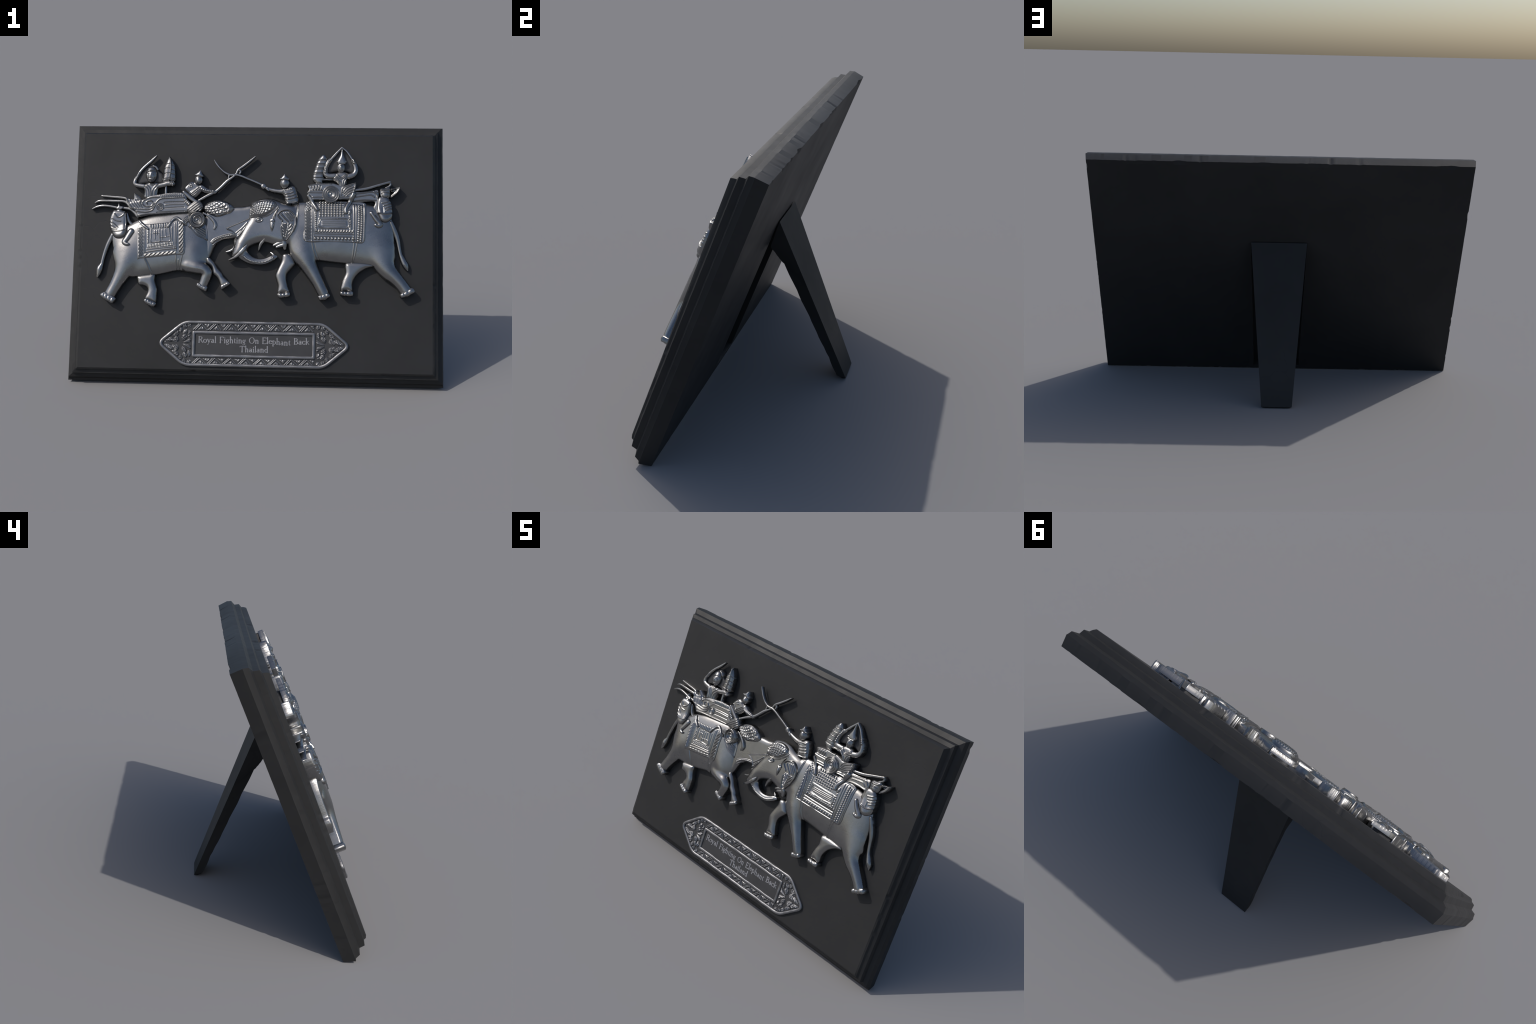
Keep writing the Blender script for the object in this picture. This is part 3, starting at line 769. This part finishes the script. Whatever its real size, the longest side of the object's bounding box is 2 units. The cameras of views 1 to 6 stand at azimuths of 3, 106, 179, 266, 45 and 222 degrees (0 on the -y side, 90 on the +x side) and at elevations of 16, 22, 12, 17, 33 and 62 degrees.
cast("howdah_finial", [Blob([(708, 976), (710, 989), (728, 1009), (711, 1014), (710, 1026), (735, 1029), (761, 1037), (757,
        1019), (743, 998), (725, 983)], 48, 10, 24)], right_howdah,
     [ridge([(712, 1022), (735, 1025), (759, 1033)], 4, 4), plateau([(712, 1014), (720, 1022), (745, 1029), (730, 1008)], -14, 5), ridge([(757, 1030), (740, 1002), (712, 979)], 5, 4)])

cast("dark_infill", [Blob([(390, 1179), (423, 1211), (452, 1242), (481, 1213), (507, 1180), (519, 1156), (523, 1125), (508,
        1109), (475, 1119), (424, 1119), (378, 1108), (372, 1129), (378, 1155)], 30, 10, 16)],
     right_howdah, material=ANTIQUE, add=False)
cast("dark_infill", [Blob([(-637, 1088), (-620, 1109), (-597, 1133), (-569, 1146), (-543, 1136), (-526, 1110), (-505, 1089),
        (-503, 1047), (-540, 1047), (-591, 1046), (-628, 1040), (-646, 1051)], 28, 10, 16)],
     left_howdah, material=ANTIQUE, add=False)

mahout2 = rider_torso([(127, 1009), (141, 1015), (161, 1022), (181, 1033), (202, 1031), (212, 1010), (220, 984), (227,
        956), (222, 944), (193, 936), (162, 936), (152, 960), (146, 983), (133, 995)], 60, [
    ridge([(156, 990), (177, 993), (197, 1001)], 4, 4), ridge([(152, 975), (182, 979), (207, 988)], 4, 4), ridge([(154, 959), (185, 964), (215, 973)], 4, 4),
    ridge([(162, 940), (193, 942), (221, 950)], 5, 4), beads([(138, 1008), (161, 1015), (192, 1017)], 9, 6, 3), ridge([(128, 1016), (151, 1019), (176, 1034)], 5, 4)], 22, 28)
cast("rider_arm", [Limb([(151, 1005, 14.2), (126, 1005, 10.7), (95, 1010, 9.2), (69, 1017, 8.2), (51, 1025, 7.1), (40, 1032,
        12.2)], [58, 52, 46, 44, 46], 22)], mahout2,
     [beads([(33, 1036), (46, 1036)], 8, 5, 4), beads([(34, 1025), (46, 1025)], 8, 5, 4)])
cast("rider_head", [Blob(ellipse([(149, 1050)][0], 25, 28), 60, 22, 24)], mahout2, [knob([(148, 1049)][0], 15, 18, 3)])
conical_hat("rider_hat", mahout2, [(148, 1099)][0], [(124, 1071)][0], [(176, 1070)][0], 66, 0.45)
cast("war_lance", [Limb([(64, 1011, 5.1), (38, 1033, 5.6), (9, 1049, 5.1), (-42, 1070, 5.1), (-81, 1086, 5.1), (-110, 1093,
        5.1), (-140, 1092, 5.1), (-163, 1101, 4.6), (-179, 1111, 4.1), (-201, 1132, 4.1), (-218, 1154, 3.9),
        (-230, 1173, 1.8)], [48, 46, 46, 44, 40], 34, flat=0.1)], mahout2, floor=12)
cast("lance_collar", [Blob(ellipse([(37, 1032)][0], 14, 14), 52, 10, 26), Blob(ellipse([(58, 1021)][0], 8, 8), 48, 6, 26)], mahout2, floor=10, k=2)

king2 = rider_torso([(407, 1089), (423, 1106), (439, 1111), (466, 1111), (492, 1096), (479, 1068), (475, 1044), (462,
        1026), (450, 1011), (440, 998), (436, 1039), (424, 1057), (407, 1066), (403, 1080)], 62, [
    ridge([(413, 1092), (434, 1066), (447, 1051), (445, 999)], 3.5, 4), ridge([(421, 1102), (446, 1079), (474, 1097)], 4.5, 5), ridge([(416, 1099), (446, 1073), (481, 1095)], 3.5, 4),
    ridge([(487, 1090), (464, 1072), (457, 1051), (452, 1015)], 3.5, 4), ridge([(487, 1080), (472, 1066), (464, 1036)], 3.5, 3.5), ridge([(411, 1076), (434, 1058), (439, 1035)], 3.5, 3.5)], 20)
cast("rider_arm", [Limb([(414, 1090, 14.2), (383, 1090, 13.7), (366, 1101, 12.2), (366, 1124, 10.6), (372, 1148, 10.7),
        (382, 1168, 11.2), (391, 1177, 9.6)], [62, 60, 56, 54, 52], 24)], king2,
     [beads([(364, 1104), (366, 1124), (374, 1148), (385, 1171)], 11, 6.5, 4)])
cast("rider_arm", [Limb([(486, 1088, 13.6), (512, 1097, 13.1), (525, 1116, 11.1), (524, 1139, 10.6), (516, 1161, 11.6),
        (508, 1178, 9.1)], [62, 58, 54, 52], 24)], king2,
     [beads([(517, 1157), (509, 1178)], 9, 6, 4), beads([(523, 1160), (515, 1178)], 9, 6, 3)])
cast("rider_head", [Blob(ellipse([(447, 1134)][0], 20, 27), 68, 18, 28)], king2, [knob([(446, 1131)][0], 12, 16, 4), knob([(446, 1135)][0], 4, 9, 2.5)])
conical_hat("pointed_crown", king2, [(452, 1237)][0], [(424, 1166)][0], [(477, 1166)][0], 72, 0.30)
cast("crown_band", [Blob([(431, 1163), (449, 1161), (470, 1163), (468, 1153), (449, 1151), (431, 1153)], 70, 8, 30)], king2, [ridge([(431, 1157), (449, 1155), (469, 1157)], 3, 2)])
cast("sword", [Limb([(389, 1175, 4.1), (399, 1186, 5.1), (425, 1216, 5.1), (452, 1245, 4.1)], [54, 52, 50], 38, flat=0.1)], king2, floor=14)
cast("sword", [Limb([(508, 1178, 4.6), (493, 1201, 5.1), (476, 1224, 4.6), (451, 1245, 3.6)], [54, 52, 50], 38, flat=0.1)], king2, floor=14)
cast("feathered_shield", [Blob([(354, 1206), (369, 1193), (373, 1176), (374, 1150), (359, 1124), (357, 1080), (378, 1078), (405,
        1074), (404, 1066), (373, 1067), (351, 1064), (348, 1049), (315, 1048), (314, 1054), (300, 1066),
        (298, 1080), (301, 1103), (312, 1139), (321, 1166), (337, 1192)], 54, 18, 26)], king2,
     [ridge([a, b], 3, -5) for a, b in zip([(331, 1178), (320, 1155), (313, 1131), (304, 1106), (298, 1080)], [(375, 1179), (372, 1155), (370, 1132), (358, 1106), (399, 1081)])] +
     [ridge([a, b], 4, 2.5) for a, b in zip([(330, 1173), (319, 1150), (312, 1127), (303, 1100)], [(372, 1174), (369, 1150), (360, 1127), (355, 1101)])])
cast("rider_leg", [Limb([(275, 980, 7.6), (286, 964, 10.1), (304, 938, 11.1), (323, 907, 11.1)], 13, 1)], king2, on=50, soft=30)
cast("rider_leg", [Limb([(516, 990, 13.0), (501, 961, 12.5), (485, 934, 12.0), (474, 911, 11.5), (474, 891, 9.5)], 13, 1)], king2, on=50, soft=30)

guard2 = rider_torso([(637, 894), (637, 927), (648, 976), (686, 980), (709, 958), (717, 928), (719, 887), (713, 861),
        (688, 843), (662, 848), (645, 879)], 22, [
    ridge([(664, 945), (686, 949), (704, 957)], 4, 4), ridge([(672, 931), (690, 936), (712, 942)], 4, 4), ridge([(681, 919), (697, 923), (716, 929)], 4, 4),
    ridge([(686, 906), (701, 912), (716, 914)], 4, 4), ridge([(635, 895), (679, 885), (718, 894)], 5, 5), ridge([(675, 919), (676, 895)], 5, 3)], 24, 4, 40)
cast("rider_head", [Blob([(653, 1022), (678, 1028), (705, 1032), (706, 1004), (703, 980), (682, 963), (662, 972), (653, 991)], 64, 22, 28)], guard2,
     [ridge([(653, 1019), (657, 987), (677, 964), (702, 970)], 4, 4), ridge([(657, 1015), (679, 1016), (704, 1021)], 5, 4), knob([(678, 990)][0], 18, 16, 5),
      ridge([(662, 1000), (679, 1003), (697, 1000)], 4, 4)])
cast("rider_leg", [Limb([(609, 892, 10.3), (635, 855, 13.2), (656, 831, 13.9), (646, 822, 11.0), (631, 827, 8.1)], 13, 1)], guard2, on=40, soft=20)

# ================================================================== 3. nameplate
PC, PT, PL, PH = -1.0, 193.0, 498.0, 120.0     # centre, half length, half height


def lozenge(grow):
    """long hexagonal cartouche with straight sides and rounded corners, offset by grow mm"""
    tip, sh, H = PL + 14 + grow * 1.2, 371 + grow * 0.4, PH + grow
    corners = [(tip, 0), (sh, H), (-sh, H), (-tip, 0), (-sh, -H), (sh, -H)]
    out = []
    for i, c in enumerate(corners):
        c = np.array(c); p = np.array(corners[i - 1]); n = np.array(corners[(i + 1) % 6])
        a, b = c + (p - c) / np.linalg.norm(p - c) * 34, c + (n - c) / np.linalg.norm(n - c) * 34
        for u in np.linspace(0, 1, 7):
            q = a * (1 - u) ** 2 + c * 2 * u * (1 - u) + b * u ** 2
            out.append((PC + q[0], PT + q[1]))
    return out[::-1]


plate = cast("nameplate", [Blob(lozenge(0), 4, 3, 2, sharp=True)], None, material=ANTIQUE, add=False, k=0)
rim_line = lozenge(-8)
wave = lambda X, Y: 0.7 * np.sin(X / 31) + 0.5 * np.sin(X / 13 + Y / 9)


class Strip:
    """raised moulding along a closed line"""
    def __init__(self, line, r, top, wall):
        self.l, self.r, self.top, self.wall = np.asarray(line, float), r, top, wall

    def bounds(self):
        return (self.l[:, 0].min() - self.r, self.l[:, 0].max() + self.r, self.l[:, 1].min() - self.r, self.l[:, 1].max() + self.r)

    def eval(self, X, Y):
        d = line_distance(X, Y, self.l, True)[0]
        return d - self.r, np.where(d < self.r, self.wall + (self.top - self.wall) * np.sqrt(np.maximum(0, 1 - (d / self.r) ** 2)), self.wall)


cast("nameplate_rim", [Strip(rim_line, 8.5, 14, 7)], plate, [wave], material=PEWTER, add=False)
frame = [(PC - 316, PT + 59), (PC + 316, PT + 59), (PC + 316, PT - 64), (PC - 316, PT - 64)]
cast("inscription_frame", [Strip(frame, 7.5, 11.5, 7)], plate, [wave], material=PEWTER, add=False)


def ornament(shapes, detail=()):
    ob = cast("nameplate_ornament", shapes, plate, detail, material=PEWTER, add=False, k=1.5)
    ob["kind"] = "stuff"


def band(t_lo, t_hi, flip):
    """zigzag band: doubled slashes, single back-slashes and chased triangles between them"""
    n = 8
    step = 640.0 / n
    bars, tri = [], []
    for i in range(n):
        a = PC - 320 + i * step
        jit = RNG.uniform(-3, 3, 4)
        lo, hi = (t_lo, t_hi) if not flip else (t_lo + 1, t_hi - 1)
        for off in (0, 11):
            bars.append(Limb([(a + off + jit[0], lo, 2.6), (a + 30 + off + jit[1], hi, 2.6)], 9, 6))
        bars.append(Limb([(a + 44 + jit[1], hi - 2, 2.4), (a + 72 + jit[2], lo, 2.4)], 8.5, 6))
        tri.append(Blob([(a + 24 + jit[0], lo + 1), (a + 62 + jit[2], lo + 1), (a + 43 + jit[1], hi - 11)], 9.5, 7, 6, sharp=True))
        tri.append(Blob([(a + 54 + jit[1], hi - 1), (a + 98 + jit[3], hi - 1), (a + 80 + jit[3], lo + 10)] if i < n - 1 else
                        [(a + 54, hi - 1), (a + 78, hi - 1), (a + 76, lo + 10)], 9.5, 7, 6, sharp=True))
    chase = lambda X, Y: 1.6 * np.sin(X / 2.3 + 1.4 * np.sin(Y / 3.1)) * np.cos(Y / 2.7 + 0.8 * np.sin(X / 5.0))
    ornament(bars)
    ornament(tri, [chase])


band(PT + 72, PT + 105, False)
band(PT - 106, PT - 75, True)


def leaf(sx, sy):
    """one quarter of the leaf ornament at a tip of the nameplate, mirrored by the signs"""
    m = lambda pts: [(PC + sx * a, PT + sy * b) for a, b in pts]
    fan = lambda f, k: (lambda X, Y: 2.2 * np.sin(np.arctan2(Y - f[0][1], X - f[0][0]) * k + 0.12 * np.hypot(X - f[0][0], Y - f[0][1])))
    vein = lambda X, Y: 1.5 * np.sin(X / 1.9 + 2.0 * np.sin(Y / 4.3)) * np.sin(Y / 2.4 + 1.5 * np.sin(X / 6.1))
    ornament([Blob(m([(474, 7), (452, 6), (436, 9), (424, 22), (432, 34), (452, 26)]), 10.5, 9, 6),
              Blob(m([(428, 8), (404, 8), (394, 20), (402, 36), (416, 34), (424, 22)]), 10.5, 9, 6),
              Blob(m([(430, 38), (412, 38), (398, 46), (396, 60), (406, 66), (420, 54)]), 10.5, 9, 6)], [fan(m([(372, 30)]), 26), vein])
    ornament([Blob(m([(394, 68), (384, 60), (374, 72), (380, 84), (392, 82)]), 10, 7, 6),
              Blob(m([(376, 88), (366, 80), (354, 86), (356, 100), (370, 102)]), 10, 7, 6),
              Blob(m([(350, 104), (346, 88), (334, 84), (328, 98), (338, 106)]), 10, 7, 6)], [fan(m([(360, 60)]), 22), vein])
    ornament([Blob(m([(376, 16), (364, 18), (352, 32), (358, 46), (372, 44), (380, 30)]), 10.5, 9, 6),
              Blob(m([(372, 50), (356, 50), (348, 62), (354, 74), (366, 70), (374, 60)]), 10.5, 9, 6),
              Blob(m([(346, 36), (334, 44), (332, 62), (342, 70), (346, 54)]), 10.5, 8, 6)], [fan(m([(390, 6)]), 24), vein])
    ornament([Blob(m([(374, 3), (350, 5), (333, 10), (332, 30), (346, 22)]), 9.5, 8, 6)], [fan(m([(390, 2)]), 30)])


for sx in (-1, 1):
    for sy in (-1, 1):
        leaf(sx, sy)

# ------------------------------------------------------------------ lettering: an old-style serif drawn as pen strokes
# glyph = (advance, strokes); a stroke is a list of (x, y, half thickness); cap height 100, x height 60
K, M, I = 6.6, 4.4, 3.0                         # thick, middle, thin pen


def serif(x, y, w=11):
    return [(x - w, y, I), (x + w, y, I)]


def bowl(cx, cy, rx, ry, a0, a1, n=9):
    out = []
    for a in np.linspace(math.radians(a0), math.radians(a1), n):
        out.append((cx + rx * math.cos(a), cy + ry * math.sin(a), I + (K - I) * abs(math.cos(a)) ** 1.5))
    return out


GLYPH = {
    "R": (76, [[(16, 2, K), (16, 98, K)], serif(16, 2), [(6, 98, I), (34, 98, I)], bowl(34, 76, 24, 22, 90, -90), [(34, 54, I), (16, 52, I)], [(38, 52, K), (54, 24, K), (70, 3, M)], serif(69, 2, 8)]),
    "o": (58, [bowl(29, 30, 22, 28, 0, 360, 17)]),
    "y": (58, [[(10, 58, K), (30, 6, K)], [(48, 58, I), (30, 6, I), (20, -22, I), (8, -26, M)], serif(10, 59, 9), serif(48, 59, 8)]),
    "a": (54, [[(10, 50, M), (24, 58, I), (36, 50, K), (38, 12, K), (48, 3, I)], bowl(22, 17, 13, 15, 50, 340, 11)]),
    "l": (30, [[(14, 3, K), (14, 104, K)], serif(14, 2, 10), [(4, 100, I), (14, 106, M)]]),
    "F": (68, [[(16, 2, K), (16, 98, K)], serif(16, 2), [(6, 98, I), (58, 98, M), (60, 82, I)], [(16, 52, I), (44, 52, I), (45, 42, I)]]),
    "i": (30, [[(14, 3, K), (14, 58, K)], serif(14, 2, 10), [(4, 54, I), (14, 60, M)], [(14, 82, K), (14, 84, K)]]),
    "g": (54, [bowl(24, 38, 16, 19, 0, 360, 15), [(20, 20, I), (10, 10, M), (30, 4, M), (42, -8, M), (28, -24, I), (10, -18, M), (10, -4, I)], [(38, 52, I), (50, 58, M)]]),
    "h": (62, [[(14, 3, K), (14, 104, K)], serif(14, 2, 9), [(4, 100, I), (14, 106, M)], [(16, 44, I), (30, 58, M), (44, 48, K), (45, 3, K)], serif(46, 2, 9)]),
    "t": (38, [[(16, 80, I), (16, 20, K), (22, 4, M), (34, 8, I)], [(5, 58, I), (32, 58, I)]]),
    "n": (62, [[(14, 3, K), (14, 58, K)], serif(14, 2, 9), [(4, 54, I), (14, 60, M)], [(16, 44, I), (30, 58, M), (44, 48, K), (45, 3, K)], serif(46, 2, 9)]),
    "O": (92, [bowl(46, 50, 36, 48, 0, 360, 19)]),
    "E": (70, [[(16, 2, K), (16, 98, K)], [(6, 98, I), (58, 98, M), (60, 82, I)], [(6, 2, I), (60, 2, M), (64, 20, I)], [(16, 52, I), (46, 52, I)], [(46, 44, I), (46, 60, I)]]),
    "e": (52, [bowl(27, 30, 20, 28, 20, 320, 13), [(8, 34, I), (45, 38, I)]]),
    "p": (60, [[(14, -28, K), (14, 58, K)], serif(14, -29, 10), [(4, 54, I), (14, 60, M)], bowl(28, 30, 22, 28, 150, -140, 11)]),
    "B": (72, [[(16, 2, K), (16, 98, K)], [(6, 98, I), (36, 98, I)], [(6, 2, I), (38, 2, I)], bowl(34, 76, 20, 22, 90, -90), [(16, 53, I), (36, 53, I)], bowl(36, 27, 25, 25, 90, -90)]),
    "c": (50, [bowl(28, 30, 21, 28, 40, 320, 11)]),
    "k": (58, [[(14, 3, K), (14, 104, K)], serif(14, 2, 9), [(4, 100, I), (14, 106, M)], [(16, 30, I), (44, 58, I)], [(26, 38, M), (52, 3, M)], serif(44, 59, 8)]),
    "T": (80, [[(40, 2, K), (40, 98, K)], serif(40, 2, 12), [(6, 82, I), (9, 98, M), (71, 98, M), (74, 82, I)]]),
    "d": (62, [[(46, 104, K), (46, 8, K), (56, 3, I)], [(36, 100, I), (46, 106, M)], bowl(30, 30, 21, 28, 40, 320, 11)]),
    " ": (42, []),
}


def inscription(text, s_lo, s_hi, base, cap, sink=None):
    total = sum(GLYPH[c][0] for c in text)
    fx, fy = (s_hi - s_lo) / total, cap / 100.0
    x = s_lo
    for i, c in enumerate(text):
        adv, strokes = GLYPH[c]
        dy, shear = (sink or {}).get(i, (0.0, 0.0))
        if strokes:
            shapes = [Limb([(x + px * fx, base + dy + py * fy + shear * px * fx, pr * fy * 1.4) for px, py, pr in st], 5.6, 5.2) for st in strokes]
            cast("letter_" + c, shapes, plate, material=LETTERING, k=0, res=0.75, floor=2.0, add=False, smooth=0)
        x += adv * fx


LINE = "Royal Fighting On Elephant Back"
dip = {21: (-1, -0.1), 22: (-2.5, -0.1), 23: (-5, -0.08), 24: (-6.5, -0.04), 25: (-6, 0.06)}
inscription(LINE, PC - 292, PC + 294, 197.5, 32, dip)
inscription("Thailand", PC - 72, PC + 80, 152.0, 31)

# ================================================================== 4. board and easel leg
# moulding profile, from the back edge to the face, as (half width, bottom t, top t, depth n sides, n bottom, n top)
PROFILE = [
    (0.9745, 0.016, 1.362, 0.000, 0.000, 0.000),
    (0.9895, 0.000, 1.382, 0.000, 0.000, 0.000),
    (0.9995, -0.012, 1.3865, 0.055, 0.053, 0.056),
    (0.9970, 0.000, 1.3855, 0.059, 0.058, 0.060),
    (0.9915, 0.007, 1.3800, 0.080, 0.080, 0.080),
    (0.9690, 0.026, 1.3555, 0.090, 0.087, 0.091),
    (0.9650, 0.027, 1.3500, 0.117, 0.111, 0.115),
    (0.9500, 0.047, 1.3310, 0.125, 0.115, 0.121),
    (0.9430, 0.047, 1.3260, 0.1400, 0.1300, 0.1370),
    (0.9340, 0.056, 1.3180, None, None, None),
]


def fractal(x, seed, octaves=4):
    r = np.random.default_rng(seed)
    out = np.zeros(len(x)); amp = 1.0; f = 1.0
    for _ in range(octaves):
        g = r.uniform(-1, 1, 4096)
        u = x * f; i = np.floor(u).astype(int); w = u - i; w = w * w * (3 - 2 * w)
        out += amp * (g[i % 4096] * (1 - w) + g[(i + 1) % 4096] * w)
        amp *= 0.5; f *= 2.0
    return out


def build_board():
    n_long, n_short = 240, 170
    V, F = [], []
    count = 2 * (n_long + n_short)
    rings_ = []
    for k, (hw, tb, tt, ns, nb, ntp) in enumerate(PROFILE):
        side = []
        u = np.arange(n_long) / n_long
        v = np.arange(n_short) / n_short
        S = np.concatenate([-hw + 2 * hw * u, np.full(n_short, hw), hw - 2 * hw * u, np.full(n_short, -hw)])
        Tt = np.concatenate([np.full(n_long, tb), tb + (tt - tb) * v, np.full(n_long, tt), tt - (tt - tb) * v])
        # depth blends at the corners
        def mix(a, b, w):
            return a + (b - a) * w
        cu = np.clip(np.minimum(u, 1 - u) / 0.03, 0, 1); cv = np.clip(np.minimum(v, 1 - v) / 0.03, 0, 1)
        if ns is None:                                                   # start of the flat panel
            Nn = face_depth(Tt)
        else:
            Nn = None
            mid = (ns + nb) / 2; midt = (ns + ntp) / 2
            if k == 8:
                mid, midt = nb, ntp
            corner = mix(mid, midt, v)
            edge = mix(nb + 0.004, ntp + 0.003, v) if k == 8 else np.full(n_short, ns)
            Nn = np.concatenate([mix(mid, nb, cu), mix(corner, edge, cv), mix(midt, ntp, cu), mix(corner[::-1], edge[::-1], cv)])
        ou = np.concatenate([np.zeros(n_long), np.ones(n_short), np.zeros(n_long), -np.ones(n_short)])
        ov = np.concatenate([-np.ones(n_long), np.zeros(n_short), np.ones(n_long), np.zeros(n_short)])
        arc = np.arange(count) * 0.35
        fade = np.concatenate([cu, cv, cu, cv])
        chips = np.maximum(0, fractal(arc * 0.5, 100 + k, 3) - 0.7)          # occasional nicks along the arris
        if k in (0, 9):
            chips = chips * 0
        wear = 0.0003 * fractal(arc * 0.6, 200 + k, 3) - (0.007 if k in (1, 8) else 0.0015) * chips
        if k == 0:
            wear = wear * 0
        S = S + ou * wear * fade; Tt = Tt + ov * wear * fade
        dn = (0.0004 * fractal(arc * 0.7, 300 + k, 3)) * fade
        if k == 1:
            top_side = np.concatenate([np.zeros(n_long + n_short), np.ones(n_long), np.zeros(n_short)])
            dn = np.abs(dn) + 0.013 * np.maximum(0, fractal(arc * 0.22, 411, 4) - 0.25) * fade * top_side
        elif k == 8:
            dn = -np.abs(dn) * 0.6 - 0.006 * chips * fade
        if k not in (0, 9):
            Nn = Nn + dn
        P = to_world(S, Tt, Nn)
        rings_.append(len(V)); V += [tuple(p) for p in P]
    for k in range(len(PROFILE) - 1):
        a, b = rings_[k], rings_[k + 1]
        for j in range(count):
            j2 = (j + 1) % count
            F.append((a + j, a + j2, b + j2, b + j))
    F.append(tuple(rings_[-1] + j for j in range(count)))
    # back face, with the shallow housing for the folded leg
    hw0, hw1, t0, t1, dep = 0.132, 0.150, 0.024, 0.870, 0.058
    r0 = len(V)
    for n in (np.zeros(4), np.array([dep, dep, 0.050, 0.050])):
        V += [tuple(p) for p in to_world(np.array([-hw0, hw0, hw1, -hw1]), np.array([t0, t0, t1, t1]), n)]
    b = rings_[0]
    cs = [b, b + n_long, b + n_long + n_short, b + 2 * n_long + n_short]
    lo = [b + j for j in range(0, n_long + 1)]
    ri = [b + j for j in range(n_long, n_long + n_short + 1)]
    to = [b + j for j in range(n_long + n_short, 2 * n_long + n_short + 1)]
    le = [b + j for j in range(2 * n_long + n_short, count)] + [b]
    F.append(tuple(lo[::-1]) + (r0, r0 + 1))
    F.append(tuple(ri[::-1]) + (r0 + 1, r0 + 2))
    F.append(tuple(to[::-1]) + (r0 + 2, r0 + 3))
    F.append(tuple(le[::-1]) + (r0 + 3, r0))
    for j in range(4):
        j2 = (j + 1) % 4
        F.append((r0 + j2, r0 + j, r0 + 4 + j, r0 + 4 + j2))
    F.append((r0 + 7, r0 + 6, r0 + 5, r0 + 4))
    ob = add_object("board", V, F, BLACK, ROOT, smooth=True)
    ob.data.set_sharp_from_angle(angle=math.radians(24))
    for p in ob.data.polygons:                                           # the flat panels stay flat
        if p.area > 0.01:
            p.use_smooth = False
    return ob


build_board()


def build_leg():
    """tapering prop, thin wedge at the hinge, kneed on the inside, rounded foot; (y, z) of the outer
    and inner side down its length with half width"""
    outer = [(0.082, 0.822, 0.150), (0.118, 0.724, 0.1415), (0.199, 0.502, 0.1225), (0.290, 0.252, 0.1010), (0.369, 0.036, 0.0825), (0.3795, 0.006, 0.080), (0.376, 0.0, 0.070)]
    inner = [(0.080, 0.820, 0.150), (0.032, 0.690, 0.1400), (0.092, 0.606, 0.1240), (0.205, 0.333, 0.1020), (0.318, 0.060, 0.0835), (0.336, 0.018, 0.080), (0.362, 0.0, 0.070)]
    V, F = [], []
    # refine along the length with slight knife-cut unevenness
    o, i = [], []
    for a, b in ((outer, o), (inner, i)):
        a = np.array(a)
        for q in range(len(a) - 1):
            m = 10 if q in (1, 2, 3) else 3
            for u in range(m):
                b.append(a[q] + (a[q + 1] - a[q]) * u / m)
        b.append(a[-1])
    o, i = np.array(o), np.array(i)
    n = len(o)
    wob = 0.0022 * fractal(np.arange(n) * 0.45, 71, 3) * np.clip(np.arange(n) / 6.0, 0, 1) * np.clip((n - 4 - np.arange(n)) / 4.0, 0, 1)
    i[:, 0] += wob; i[:, 1] += wob * 0.5
    for row in range(n):
        for (y, z, w), pts in ((o[row], 1), (i[row], -1)):
            for x in (w, -w):
                V.append((x, y, z))
    for r in range(n - 1):
        a, b = 4 * r, 4 * (r + 1)
        F += [(a, a + 1, b + 1, b), (a + 2, b + 2, b + 3, a + 3), (a, b, b + 2, a + 2), (a + 1, a + 3, b + 3, b + 1)]
    F += [(0, 2, 3, 1), (4 * n - 4, 4 * n - 3, 4 * n - 1, 4 * n - 2)]
    ob = add_object("easel_leg", V, F, BLACK, ROOT, smooth=True)
    ob.data.set_sharp_from_angle(angle=math.radians(30))
    return ob


build_leg()
